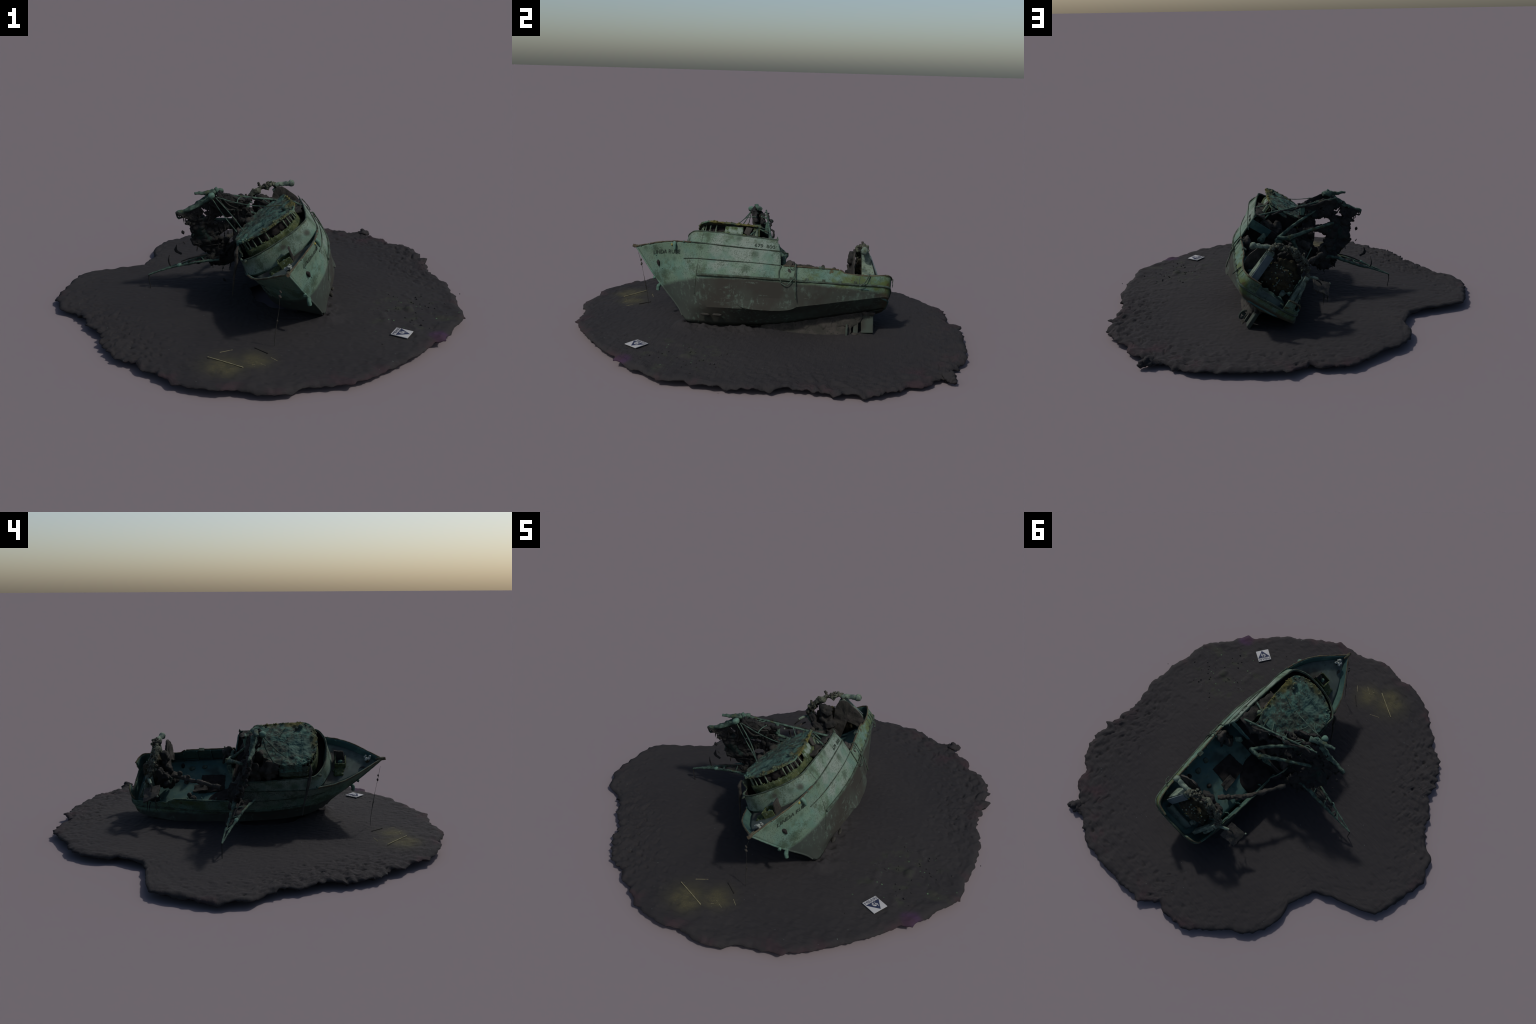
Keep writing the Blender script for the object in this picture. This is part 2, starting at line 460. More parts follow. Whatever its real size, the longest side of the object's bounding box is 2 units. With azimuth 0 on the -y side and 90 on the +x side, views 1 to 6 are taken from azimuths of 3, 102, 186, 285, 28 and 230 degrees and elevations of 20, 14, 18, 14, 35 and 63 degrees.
# the low side is silted up: its bilge reads as a steeper, lower skirt
CHINE_LOW = [(-.600, 0, -.104), (-.600, .100, -.092), (-.592, .150, -.092), (-.545, .190, -.100), (-.38, .222, -.114),
         (-.22, .224, -.124), (-.07, .212, -.134), (.07, .198, -.136), (.22, .176, -.142), (.34, .114, -.168),
         (.40, .038, -.188), (.433, 0, -.187)]
RUB = [(-.613, 0, -.050), (-.608, .092, -.050), (-.590, .142, -.050), (-.53, .160, -.053), (-.38, .171, -.061),
       (-.22, .181, -.067), (-.075, .189, -.071), (.07, .187, -.072), (.22, .170, -.070), (.36, .136, -.066),
       (.47, .076, -.064), (.549, 0, -.064)]
MID = [(-.619, 0, .012), (-.612, .092, .012), (-.592, .138, .009), (-.53, .157, .006), (-.38, .167, .010),
       (-.22, .177, .007), (-.075, .187, .002), (.07, .189, .003), (.22, .178, .006), (.36, .154, .012),
       (.49, .095, .016), (.619, 0, .018)]
TOP = [(-.067, .185, .073), (.07, .187, .075), (.22, .187, .079), (.36, .181, .086), (.51, .134, .094), (.688, 0, .104)]
NS = 12
def lerp_rows(A, B, n, bow=0.):
    rows = []
    for k in range(n):
        t = k / n
        r = A + (B - A) * t
        r = r.copy(); r[:, 1] += bow * math.sin(math.pi * t) * np.clip(A[:, 1] * 12, 0, 1)
        rows.append(r)
    return rows

K_, C_, L_, B_, M_ = [spline(c, NS) for c in (KEEL, CHINE, CHINE_LOW, RUB, MID)]
SHEER_START = 6 * NS
T_ = np.array(spline(TOP, NS)); M2_ = M_[SHEER_START:]
T_FULL = np.vstack([M_[:SHEER_START] + (0, -.003, .071), T_])
def fair(levels, n):
    """Fair the plating vertically through several waterlines (Catmull-Rom per station)."""
    cols = [spline([L[j] for L in levels], n) for j in range(len(levels[0]))]
    return [np.array([c[i] for c in cols]) for i in range((len(levels) - 1) * n + 1)]
def low_side(C):                                  # the low quarter has spread a little
    C = C.copy(); C[:, 1] += .013 * np.clip((-.05 - C[:, 0]) / .15, 0, 1) * np.clip(C[:, 1] / .08, 0, 1)
    return C
FAIR = fair([C_, B_, M_, T_FULL], 8)
FAIR_LOW = fair([L_, low_side(B_), low_side(M_), T_FULL], 8)
belly = lambda C: lerp_rows(K_, C, 5, -.006)
rows_low = belly(C_) + FAIR[:9]
rows_low_s = belly(L_) + FAIR_LOW[:9]
rows_bul = FAIR[8:17]
rows_up = [r[SHEER_START:] for r in FAIR[16:]]

def both_sides(rows, dent=0., low=None):
    """Mirror rows to starboard (or use separate low-side rows); returns verts and faces of both halves."""
    def dented(R):
        R = np.array(R)
        if dent:
            for i in range(R.shape[0]):
                for j in range(R.shape[1]):
                    R[i, j, 1] += dent * fbm(R[i, j], 7, 3) * min(1, R[i, j, 1] * 20)
        return R
    R = dented(rows); nr, ns, _ = R.shape
    v = [tuple(p) for p in R.reshape(-1, 3)]
    f = grid_faces(nr, ns)
    o = len(v)
    Q = dented(low) if low is not None else R
    v += [(p[0], -p[1], p[2]) for p in Q.reshape(-1, 3)]
    f += [tuple(i + o for i in reversed(q)) for q in f[:]]
    return v, f, R

def weld(ob, d=.0006):
    bm = bmesh.new(); bm.from_mesh(ob.data)
    bmesh.ops.remove_doubles(bm, verts=bm.verts, dist=d)
    bm.to_mesh(ob.data); bm.free()

full, full_s = belly(C_) + FAIR, belly(L_) + FAIR_LOW
v, f, R = both_sides(full, .003, full_s)
nr, ns, _ = R.shape
RUB_ROW = 5 + 8
def row_col(i): i %= nr * ns; return i // ns, i % ns
f = [q for q in f if min(row_col(i)[0] for i in q) < RUB_ROW or min(row_col(i)[1] for i in q) >= SHEER_START]
hull = add("hull", v, f, [M_HULL, M_INNER], angle=28)
weld(hull, .0003)
sol = hull.modifiers.new("plate", 'SOLIDIFY'); sol.thickness = .006; sol.offset = -1; sol.material_offset = 1; sol.material_offset_rim = 0

# bulwark: lowered aft of a step, cut open between the two name plates on the transom
def bulwark_cut(x, y, z):
    top = .018
    if x < -.385: top = -.006
    elif x < -.36: top = -.006 + (x + .385) / .025 * .017
    if x < -.56 : top = .012
    elif x < -.50: top = -.006 + (-.50 - x) / .06 * .018 * .6
    return top
v, f, R = both_sides(rows_bul, .003, FAIR_LOW[8:17])
# keep face unless it is in the stern gate; trim height by pulling upper rows down
nr, ns, _ = R.shape
vv = []
for p in v:
    x, y, z = p
    t = (z + .055) / .065
    lim = bulwark_cut(x, y, z)
    if x < -.075 and z > lim: z = lim
    # ragged stbd quarter
    if y < -.13 and x < -.40:
        z = min(z, -.020 + .012 * fbm((x, y, 0), 30, 3))
    vv.append((x, y, z))
keep = []
for q in f:
    c = np.mean([vv[i] for i in q], axis=0)
    if c[0] < -.60 and -.084 < c[1] < .072: continue
    if min(i % (nr * ns) % ns for i in q) >= SHEER_START: continue
    keep.append(q)
bul = add("bulwark", vv, keep, [M_HULL, M_INNER], angle=28)
weld(bul, .0003)
sol = bul.modifiers.new("plate", 'SOLIDIFY'); sol.thickness = .006; sol.offset = -1; sol.material_offset = 1; sol.material_offset_rim = 0

# house side (flush with the hull) sweeping round to the curved house front
H_TOP = [(-.047, .181, .133), (.07, .183, .136), (.22, .178, .146), (.325, .170, .152), (.366, .158, .153), (.397, .112, .153), (.411, .06, .153), (.415, 0, .153)]
H_BASE = [(-.067, .185, .073), (.07, .187, .075), (.22, .187, .079), (.345, .181, .085), (.390, .155, .082), (.416, .10, .077), (.432, .05, .075), (.437, 0, .075)]
ht, hb = spline(H_TOP, 12), spline(H_BASE, 12)
v, f, _ = both_sides([hb + (-.004, -.012, -.022)] + lerp_rows(hb, ht, 8) + [ht], .003)
house = add("deckhouse", v, f, [M_HULL, M_DARK], angle=30)
weld(house, .0003)
sol = house.modifiers.new("plate", 'SOLIDIFY'); sol.thickness = .006; sol.offset = -1; sol.material_offset = 1; sol.material_offset_rim = 0

# thin cap on the coaming edge, both sides
cap = [tuple(p) for p in ht] + flip([tuple(p) for p in ht[::-1]])[1:]
tube("coaming_cap", [cap[i] for i in range(0, len(cap), 6)], .0034, M_RAIL, seg=8, rough=.35, rs=50, sub=5)

# outer hull surface for projecting marks
def surf_tree(rows):
    R = np.array(rows); nr, ns, _ = R.shape
    return BVHTree.FromPolygons([Vector(p) for p in R.reshape(-1, 3)], grid_faces(nr, ns))
SIDE = surf_tree(FAIR[:17])
SIDE_UP = surf_tree(rows_up)
HOUSE_T = surf_tree(lerp_rows(hb, ht, 8) + [ht])
def side_y(x, z, trees=(SIDE_UP, SIDE, HOUSE_T)):
    best = None
    for t in trees:
        h = t.ray_cast(Vector((x, .6, z)), Vector((0, -1, 0)))
        if h[0] is not None and (best is None or h[0].y > best): best = h[0].y
    return best if best is not None else 0

# ------------------------------------------------------------------ strakes, rails, stem
def side_line(x0, x1, zf, n=26, off=.002, s=1):
    out = []
    for x in np.linspace(x0, x1, n):
        z = zf(x)
        out.append((x, s * (side_y(x, z) + off), z))
    return out
def line_of(C):
    C = C[3 * NS:]
    return lambda x: float(np.interp(x, C[:, 0], C[:, 2]))
zB, zM, zT = line_of(B_), line_of(M_), (lambda x: float(np.interp(x, T_[:, 0], T_[:, 2])))
for s in (1, -1):
    # rub rail runs round the quarter to the transom
    rr = [(p[0], s * (p[1] + .003), p[2]) for p in (B_ if s > 0 else low_side(B_)) if p[0] < .362]
    rr = rr[::5]
    tube("rub_rail", rr, [.0055] * 8 + [.0065] * 4, M_RAIL, seg=8, rough=.25, rs=40, sub=3)
    tube("strake", side_line(-.074, .405, zM, 40, .0026, s), .0022, M_RAIL, seg=6, rough=.3, sub=2)
    tube("strake", [(x, s * (float(np.interp(x, T_[:, 0], T_[:, 1])) + .0025), zT(x)) for x in np.linspace(-.066, .37, 40)], .0030, M_RAIL, seg=6, rough=.3, sub=2)
    rail = [(p[0], s * p[1], p[2] + .001) for p in T_ if p[0] > .36][::4]
    rail[-1] = (.688, 0, .105)
    tube("bow_rail", rail, .0036, M_RUST, seg=8, rough=.6, rs=55, sub=6)
    br = []
    for p in (M_ if s > 0 else low_side(M_))[2 * NS:]:
        if -.36 < p[0] < -.072: br.append((p[0], s * p[1], bulwark_cut(*p) - .001 if p[2] > bulwark_cut(*p) else p[2]))
    tube("bulwark_rail", br[::3], .0042, M_RUST if s > 0 else M_PIPE, seg=8, rough=.3, rs=45, sub=4)
    st = [(x, s * (np.interp(x, M_[2*NS:,0], M_[2*NS:,1]) - .001), z) for x, z in
          [(-.36, .010), (-.372, .004), (-.386, -.006), (-.42, -.007), (-.47, -.007), (-.51, -.004), (-.55, .002), (-.578, .008)]]
    if s > 0:
        tube("bulwark_rail", st, .0042, M_RUST, seg=8, rough=.3, rs=45, sub=4)
tube("bulwark_rail", [(-.575, .147, .008), (-.592, .138, .010), (-.606, .114, .012), (-.612, .092, .013), (-.616, .073, .013)], .0042, M_RUST, rough=.3, sub=5)
tube("bulwark_rail", [(-.577, -.160, -.012), (-.592, -.150, .004), (-.606, -.125, .012), (-.616, -.085, .013)], .0042, M_RUST, rough=.3, sub=5)
stem = [tuple(c[-1]) for c in (K_, C_, B_, M_, T_)]
tube("stem_bar", stem, .0042, M_HULL, seg=8, rough=.2, sub=6)
# bow tip casting, rusty, with a stub projecting
tube("bow_tip", [(.655, 0, .100), (.69, 0, .105), (.703, 0, .109)], [.006, .009, .007], M_RUST, rough=.6, rs=70, sub=6)

# welded seam lines and frames on the plating
seams = Bag()
for x0, z0, x1, z1 in [(.318, .150, .337, -.15)]:
    seams.put(*tube_geo([(x0 + (x1 - x0) * t, side_y(x0 + (x1 - x0) * t, z0 + (z1 - z0) * t) + .0004, z0 + (z1 - z0) * t) for t in np.linspace(0, 1, 16)], .0012, 6, .4, 80, 1, False))
for x in (-.455, -.505, -.552):
    seams.put(*tube_geo([(x, side_y(x, z, (SIDE,)) + .0006, z) for z in np.linspace(-.05, -.006, 6)], .0013, 6, .3, 80, 1, False))
add("plate_seam", seams.v, seams.f, M_RAIL, kind="stuff")
for x in (-.13, -.205, -.285, -.362, -.435):
    z = zB(x) + .010
    y = side_y(x, z, (SIDE,))
    bevel(add("freeing_port_cover", *box_geo((x - .0075, y - .003, z - .005), (x + .0075, y + .004, z + .006)), M_RAIL, angle=30), .001)
# ladder-like vertical wire fenders hanging over the side
for pts in [[(-.145, .178, .012), (-.146, .196, .008), (-.147, .198, -.02), (-.142, .198, -.055), (-.125, .196, -.085), (-.105, .193, -.098), (-.085, .193, -.088)],
            [(-.145, .194, .010), (-.150, .197, -.03), (-.152, .196, -.075), (-.156, .184, -.135), (-.160, .177, -.160)],
            [(-.078, .191, .0), (-.070, .194, -.03), (-.073, .197, -.06), (-.085, .197, -.085)],
            [(-.50, .178, -.002), (-.49, .183, -.03), (-.475, .186, -.055), (-.455, .184, -.068)]]:
    tube("hanging_rope", pts, .0026, M_RAIL, seg=7, rough=.5, rs=70, sub=5)
tube("hanging_rope", [(-.118, .190, .004), (-.122, .193, -.008), (-.130, .192, -.014), (-.139, .192, -.010), (-.142, .192, .002)], .0018, M_RAIL, rough=.4)

# bilge plate hanging proud of the chine amidships
bp = [(.130, .142, -.185), (.085, .148, -.214), (.0, .152, -.218), (-.08, .152, -.214), (-.140, .150, -.202), (-.175, .144, -.180)]
bt = [(.130, .147, -.160), (.085, .155, -.160), (.0, .161, -.160), (-.08, .161, -.155), (-.140, .156, -.150), (-.175, .147, -.150)]
for s in (1,):
    v, f = drape_geo([(a, b * s, c) for a, b, c in bt], [(a, b * s, c) for a, b, c in bp], 24, 6, .006, 0, .001, 20)
    o = add("bilge_keel", v, f, M_HULL, angle=40); fix_normals(o)

# ------------------------------------------------------------------ decks and inner structure
def deck(name, curve, z_of, mat, x0, x1, inset=.004, n=60, rough=.002):
    c = curve[curve[:, 0].argsort()]
    xs = np.linspace(x0, x1, n); v = []; m = 17
    for x in xs:
        w = max(.001, float(np.interp(x, c[:, 0], c[:, 1])) - inset - (.035 * max(0, min(1, (-.50 - x) / .05)) if name == 'aft_deck' else 0))
        for k in range(m):
            y = -w + 2 * w * k / (m - 1)
            z = z_of(x, y) + rough * fbm((x, y, .2), 20, 4)
            v.append((x, y, z))
    f = grid_faces(n, m)
    o = add(name, v, f, mat, angle=None)
    s = o.modifiers.new("thick", 'SOLIDIFY'); s.thickness = .008; s.offset = -1
    return o
fd = np.array([(x, side_y(x, .062 + .02 * max(0, (x - .45) / .24)) - .004, 0) for x in np.linspace(.33, .672, 40)])
deck("foredeck", fd, lambda x, y: np.interp(x, [.3, .45, .6, .69], [.064, .064, .074, .086]) + .004 * (1 - (y / .2) ** 2), M_DECK, .34, .665)
deck("boat_deck", np.array([(p[0], p[1], p[2]) for p in hb]), lambda x, y: .098 - .014 * max(0, min(1, (x - .26) / .06)), M_DARK, -.05, .392, .018)
aftc = np.vstack([B_[NS:, :]])
deck("aft_deck", aftc, lambda x, y: np.interp(x, [-.61, -.56, -.52, -.3, .1], [-.094, -.090, -.068, -.065, -.068]), M_FLOOR, -.606, .12, .006)
# forward bulkhead under the boat deck, and the fascia panel hanging from its edge
add("bulkhead", *box_geo((-.046, -.183, -.07), (-.038, .055, .096)), M_DARK, smooth=False)
add("bulkhead", *box_geo((-.012, .05, -.07), (-.005, .184, .096)), M_DARK, smooth=False)
plate("deck_fascia", [(-.055, .180, .112), (-.055, .062, .110), (-.052, .062, .066), (-.056, .182, .066)], .006, M_INNER, rough=.003, edge=.02)
plate("deck_fascia", [(-.055, .060, .110), (-.055, -.02, .108), (-.05, -.01, .075), (-.052, .060, .066)], .006, M_DARK, rough=.006, edge=.05)
plate("deck_fascia", [(-.055, -.06, .105), (-.045, -.178, .108), (-.05, -.180, .06), (-.052, -.07, .07)], .006, M_SILT, rough=.006, edge=.05)
# torn edge where the house side ends
plate("torn_plating", [(-.040, .183, .133), (-.046, .182, .150), (-.052, .182, .133), (-.05, .183, .125)], .004, M_RAIL, nu=5, nv=5)

# bulwark frames on the inside
fr = Bag()
for s in (1, -1):
    for x in np.arange(-.52, -.08, .075):
        y = float(np.interp(x, B_[3*NS:, 0], B_[3*NS:, 1])) - .008
        v, f = box_geo((x - .002, min(s * y, s * (y - .010)), -.062), (x + .002, max(s * y, s * (y - .010)), bulwark_cut(x, y, 0) - .012))
        fr.put(v, f)
add("bulwark_frame", fr.v, fr.f, M_INNER, smooth=False, kind="stuff")

sv = []
for i in range(40):
    x = -.205 + .26 * i / 39
    h = .055 * math.sin(math.pi * min(1, max(0, i / 39)) ) ** .6
    for j in range(14):
        t = j / 13; y = -.181 + (.060 + 1.5 * h) * t
        sv.append((x, y, -.066 + 1.35 * h * (1 - t) ** .9 + .010 * fbm((x, y, .4), 22, 4) * (1 - t)))
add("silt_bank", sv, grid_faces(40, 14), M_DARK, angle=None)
# deck hatch amidships with debris, anemone knobs and fallen panels
hv = [(-.26, .052, 0), (-.135, .047, 0), (-.125, -.062, 0), (-.262, -.080, 0)]
plate("hatch_cover", [(p[0], p[1], -.064) for p in hv], .008, M_DARK, rough=.006, edge=.02, nu=16, nv=16)
plate("fallen_board", [(-.285, -.035, -.052), (-.215, -.030, -.048), (-.212, -.070, -.048), (-.29, -.078, -.052)], .008, M_SILT, rough=.006, edge=.05)
for c, r, m in [((-.335, .005, -.055), (.012, .012, .014), M_SILT), ((-.30, -.11, -.045), (.013, .013, .018), M_SILT),
                ((-.255, .11, -.062), (.014, .014, .003), M_RAIL), ((-.32, .10, -.060), (.015, .015, .003), M_RAIL),
                ((-.375, .115, -.055), (.010, .012, .012), M_DARK), ((-.27, -.14, -.03), (.014, .012, .012), M_SILT)]:
    blob("anemone", c, r, m, rough=.3, sub=3)
blob("debris_heap", (-.115, .155, -.01), (.026, .030, .034), M_SILT, rough=.7, rs=30, sub=4)
blob("debris_heap", (-.10, .12, -.035), (.03, .028, .03), M_SILT, rough=.7, rs=30, sub=4)
tube("debris_branch", [(-.118, .180, .016), (-.128, .150, .012), (-.140, .125, -.012), (-.150, .112, -.035)], [.010, .012, .009, .004], M_SILT, rough=.7)
blob("anemone", (-.275, -.145, -.030), (.016, .012, .013), M_SILT, rough=.2)
bevel(add("bitt", *box_geo((-.285, .158, .004), (-.255, .180, .016)), M_RAIL, angle=30), .002)

# ------------------------------------------------------------------ wheelhouse
WALL = [(.055, .114), (.135, .119), (.225, .121), (.275, .121), (.312, .108), (.336, .080), (.350, .025), (.348, -.035), (.332, -.087), (.308, -.112), (.26, -.121), (.20, -.122)]
wc = spline([(a, b, 0) for a, b in WALL], 10)
def wall_band(name, z0, z1, lean0, lean1, mat, s0=0., s1=1., th=0.007, rough=0.004):
    """Strip of the curved wheelhouse wall between two heights (front leans with height)."""
    n = len(wc); i0, i1 = int(s0 * (n - 1)), int(s1 * (n - 1))
    V = []
    m = 7
    for i in range(i0, i1 + 1):
        p = wc[i]
        for k in range(m):
            t = k / (m - 1)
            z = z0 + (z1 - z0) * t
            d = lean0 + (lean1 - lean0) * t
            h = rough * fbm((p[0], p[1], z), 30, 4)
            c = np.array([.2, 0, 0]); o = unit(np.array([p[0], p[1], 0]) - c)
            q = p + o * (d + h)
            V.append((q[0], q[1], z))
    ob = add(name, V, grid_faces(i1 - i0 + 1, m), mat, wheelhouse, angle=40)
    s = ob.modifiers.new("thick", 'SOLIDIFY'); s.thickness = th; s.offset = -1
    return ob
wheelhouse = bpy.data.objects.new("wheelhouse", None); SC.objects.link(wheelhouse); wheelhouse.parent = wreck
wall_band("wheelhouse_wall", .084, .166, .014, .010, M_MOSS)
wall_band("wheelhouse_header", .204, .212, .006, .004, M_DARK)
def s_of(L):                                     # fraction along the wall path for a port-side station
    return float(np.argmin(np.abs(wc[:40, 0] - L))) / (len(wc) - 1)
wall_band("wheelhouse_panel", .160, .202, .0115, .007, M_PANEL, s_of(.139), s_of(.218), rough=.004)
wall_band("wheelhouse_wall", .160, .202, .011, .007, M_MOSS, .0, s_of(.085), rough=.006)
wall_band("blackened_window_backing", .160, .206, -.020, -.022, M_DARK, 0., 1., rough=.012)
n = len(wc)
SP = [s_of(.218), s_of(.265), s_of(.292)] + [.375, .42, .465, .60, .655, .705, .755, .81, .87, .94]
for s in SP:
    p = wc[int(s * (n - 1))]; o = unit(np.array([p[0] - .2, p[1], 0]))
    a, b = p + o * .011, p + o * .006
    tube("window_post", [(a[0], a[1], .158), ((a[0] + b[0]) / 2, (a[1] + b[1]) / 2, .182), (b[0], b[1], .206)], [.0048, .0028, .0034], M_MULL, wheelhouse, seg=7, rough=.5, rs=80, sub=3)
# crusted growth under the windows
gb = Bag()
for k in range(150):
    s = random.uniform(.05, .98); p = wc[int(s * (n - 1))]; o = unit(np.array([p[0] - .2, p[1], 0]))
    z = random.uniform(.150, .170); q = p + o * random.uniform(.009, .014)
    gb.put(*blob_geo((q[0], q[1], z), random.uniform(.002, .006), .5, 120, 1))
add("crust_growth", gb.v, gb.f, M_MOSS, wheelhouse, kind="stuff", angle=None)

ROOF = [(.045, .132), (.135, .147), (.225, .154), (.284, .156), (.328, .140), (.354, .095), (.370, .02), (.365, -.045), (.345, -.100), (.325, -.127),
        (.295, -.142), (.244, -.148), (.19, -.138), (.117, -.090), (.056, -.027), (.030, .03), (.028, .10)]
roof = prism("roof", ROOF, .208, .214, M_ROOF, wheelhouse, crown=.006, rough=.007, rs=26, rings=40, n=14, lip=.002)
# crust, lamp stumps and lumps on the roof edge
rb = Bag()
ro = spline([(a, b, .216) for a, b in ROOF[:12]], 10)
for k in range(90):
    p = ro[random.randrange(len(ro))]; c = np.array([.2, 0, .216])
    q = p + (c - p) * random.uniform(-.01, .10)
    rb.put(*blob_geo(q + (0, 0, random.uniform(-.006, .001)), random.uniform(.003, .007), .6, 90, 1))
add("roof_crust", rb.v, rb.f, M_ROOF, wheelhouse, kind="stuff", angle=None)
for c, r in [((.285, .118, .224), (.012, .010, .010)), ((.262, .105, .222), .007), ((.345, .045, .219), .006), ((.352, -.01, .218), .005)]:
    blob("roof_lamp", c, r, M_YEL if False else M_ROOF, wheelhouse, rough=.6, rs=60)
# lower aft part of the house top: sunken deck edge by the mast
plate("aft_canopy", [(.055, .128, .206), (.012, .110, .190), (.010, .02, .196), (.05, .02, .212)], .006, M_ROOF, wheelhouse, rough=.006, edge=.04)
plate("torn_roof_edge", [(.30, -.146, .212), (.20, -.142, .212), (.195, -.160, .178), (.305, -.160, .185)], .006, M_ROOF, wheelhouse, rough=.010, edge=.08)
plate("torn_roof_edge", [(.19, -.138, .214), (.115, -.088, .214), (.10, -.12, .186), (.185, -.16, .186)], .006, M_SILT, wheelhouse, rough=.012, edge=.08)
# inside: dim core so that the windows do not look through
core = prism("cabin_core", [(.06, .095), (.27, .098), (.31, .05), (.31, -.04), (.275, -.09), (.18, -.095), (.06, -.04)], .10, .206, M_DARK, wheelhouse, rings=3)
# starboard side wall with dark door openings
plate("side_wall", [(.33, -.150, .206), (.19, -.150, .200), (.19, -.158, .150), (.33, -.158, .158)], .005, M_RAIL, wheelhouse, rough=.008, edge=.04)
# pieces of port side: vertical ventilator cylinder, jar-shaped bell, hanging panel
tube("ventilator", [(.062, .130, .100), (.066, .130, .150), (.068, .130, .190)], [.013, .012, .012], M_MULL, seg=14, rough=.3)
v, f = drape_geo([(.19, .168, .146), (.10, .172, .141), (.02, .176, .137), (-.03, .176, .135)], [(.19, .132, .150), (.10, .128, .150), (.02, .122, .140), (-.03, .12, .132)], 30, 8, .008, .0, .008)
add('walkway_silt', v, f, M_SILT, wheelhouse)
plate("hanging_panel", [(.115, .136, .205), (.085, .136, .200), (.10, .138, .155), (.125, .138, .17)], .004, M_SILT, rough=.003, edge=.05)
for c, r in [((.085, .145, .105), (.035, .02, .014)), ((.02, .15, .108), (.03, .022, .014)), ((.0, .09, .11), (.03, .04, .02)), ((.03, .03, .115), (.035, .035, .03)),
             ((.02, -.06, .12), (.04, .05, .04)), ((.07, -.12, .14), (.05, .05, .05)), ((.01, -.14, .10), (.04, .045, .05)), ((.13, -.13, .16), (.05, .035, .04)), ((.09, -.06, .19), (.03, .03, .03))]:
    blob("debris_heap", c, r, M_SILT, rough=.7, rs=26, sub=4)

# ------------------------------------------------------------------ foredeck fittings
hat = bpy.data.objects.new("companion_hatch", None); SC.objects.link(hat); hat.parent = wreck
for lo, hi in [((.452, -.030, .062), (.458, .036, .102)), ((.502, -.026, .068), (.507, .030, .102)), ((.456, -.030, .062), (.505, -.025, .102))]:
    bevel(add("hatch_coaming", *box_geo(lo, hi), M_MOSS, hat, angle=30), .002)
plate("hatch_lid", [(.450, .036, .070), (.500, .030, .072), (.492, .040, .120), (.446, .046, .122)], .006, M_SILT, hat, rough=.003, edge=.05)
blob("anemone", (.480, .0, .085), (.012, .010, .012), M_GREENBLOB, hat, rough=.2)
blob("sediment", (.470, -.055, .070), (.032, .030, .012), M_MOSS, rough=.5)
wb = Bag()
for k in range(14):
    wb.put(*blob_geo((.615 + random.uniform(-.014, .014), .008 + random.uniform(-.012, .012), .098 + random.uniform(-.006, .014)), random.uniform(.004, .008), .5, 90, 2))
add("white_sponge_cluster", wb.v, wb.f, M_WHITE, kind="stuff", angle=None)
tube("windlass_post", [(.617, .005, .070), (.615, .006, .098)], .010, M_RUST, rough=.5)
tube("windlass_post", [(.575, -.035, .070), (.60, -.03, .078)], .006, M_SILT, rough=.5)

# hull growths: sponge fingers on the stem, knobs along the rail, hawse pipe
SPO = [([(.530, .002, -.085), (.540, -.004, -.098), (.541, -.012, -.116)], [.008, .010, .009]),
       ([(.562, .0, -.052), (.572, -.002, -.056)], [.007, .008])]
for pts, r in SPO: tube("sponge_finger", pts, r, M_GREENBLOB, rough=.15, sub=6)
y = side_y(.455, .075); tube("sponge_finger", [(.457, y + .004, .090), (.455, y + .010, .072), (.452, y + .006, .048)], [.008, .010, .004], M_GREENBLOB, rough=.15, sub=6)
blob("sponge", (.470, side_y(.47, .074) + .003, .078), .006, M_YEL, rough=.4)
blob("sponge", (.56, side_y(.56, .040) + .002, .046), .006, M_GREENBLOB, rough=.4)
y = side_y(.545, .012); tube("hawse_pipe", [(.548, y - .004, .024), (.546, y + .003, .010), (.541, y + .001, -.008)], [.005, .009, .004], M_DARK, sub=6)
for x, z in [(.655, .100), (.60, .098), (.41, .089), (.52, -.02)]:
    blob("sponge", (x, side_y(x, z - .002) + .001, z), .005, M_GREENBLOB, rough=.4, sub=2)
blob("starboard_growth", (.372, -.176, .090), .007, M_GREENBLOB, rough=.4)
blob("coaming_knuckle", (.385, -.150, .150), (.012, .012, .005), M_RAIL, rough=.4)

# ------------------------------------------------------------------ lettering
def text_mesh(txt, size):
    cu = bpy.data.curves.new("txt", 'FONT'); cu.body = txt; cu.size = size; cu.extrude = .0006
    cu.align_x = 'LEFT'; cu.resolution_u = 3
    ob = bpy.data.objects.new("txt", cu); SC.objects.link(ob)
    dg = bpy.context.evaluated_depsgraph_get(); dg.update()
    me = ob.evaluated_get(dg).to_mesh()
    v = [tuple(p.co) for p in me.vertices]; f = [tuple(p.vertices) for p in me.polygons]
    ob.evaluated_get(dg).to_mesh_clear()
    bpy.data.objects.remove(ob); bpy.data.curves.remove(cu)
    return np.array(v), f
def letters(name, txt, width, height, place, mat, parent=wreck):
    v, f = text_mesh(txt, 1.)
    v[:, 0] -= v[:, 0].min(); v[:, 0] *= width / v[:, 0].max(); v[:, 1] *= height / v[:, 1].max()
    add(name, [place(a, b, c) for a, b, c in v], f, mat, parent, smooth=False)
def on_side(x0, z0, slope):
    def g(a, b, c):
        x, z = x0 - a, z0 + b + slope * a
        return (x, side_y(x, z) + .0028 + c, z)
    return g
letters("hull_name", "LINDA RUBE", .150, .0165, on_side(.577, .050, -.09), M_LETTER)
letters("registration_number", "679  800", .098, .017, on_side(.060, .086, -.03), M_LETTER)
def on_roof(a, b, c): return (.290 + b, .062 - a, .2225 + c)
letters("roof_number", "679 800", .105, .017, on_roof, M_LETTER2)
def on_plate(y0, z0):
    return lambda a, b, c: (-.6185 - c + .0, y0 - a, z0 + b)
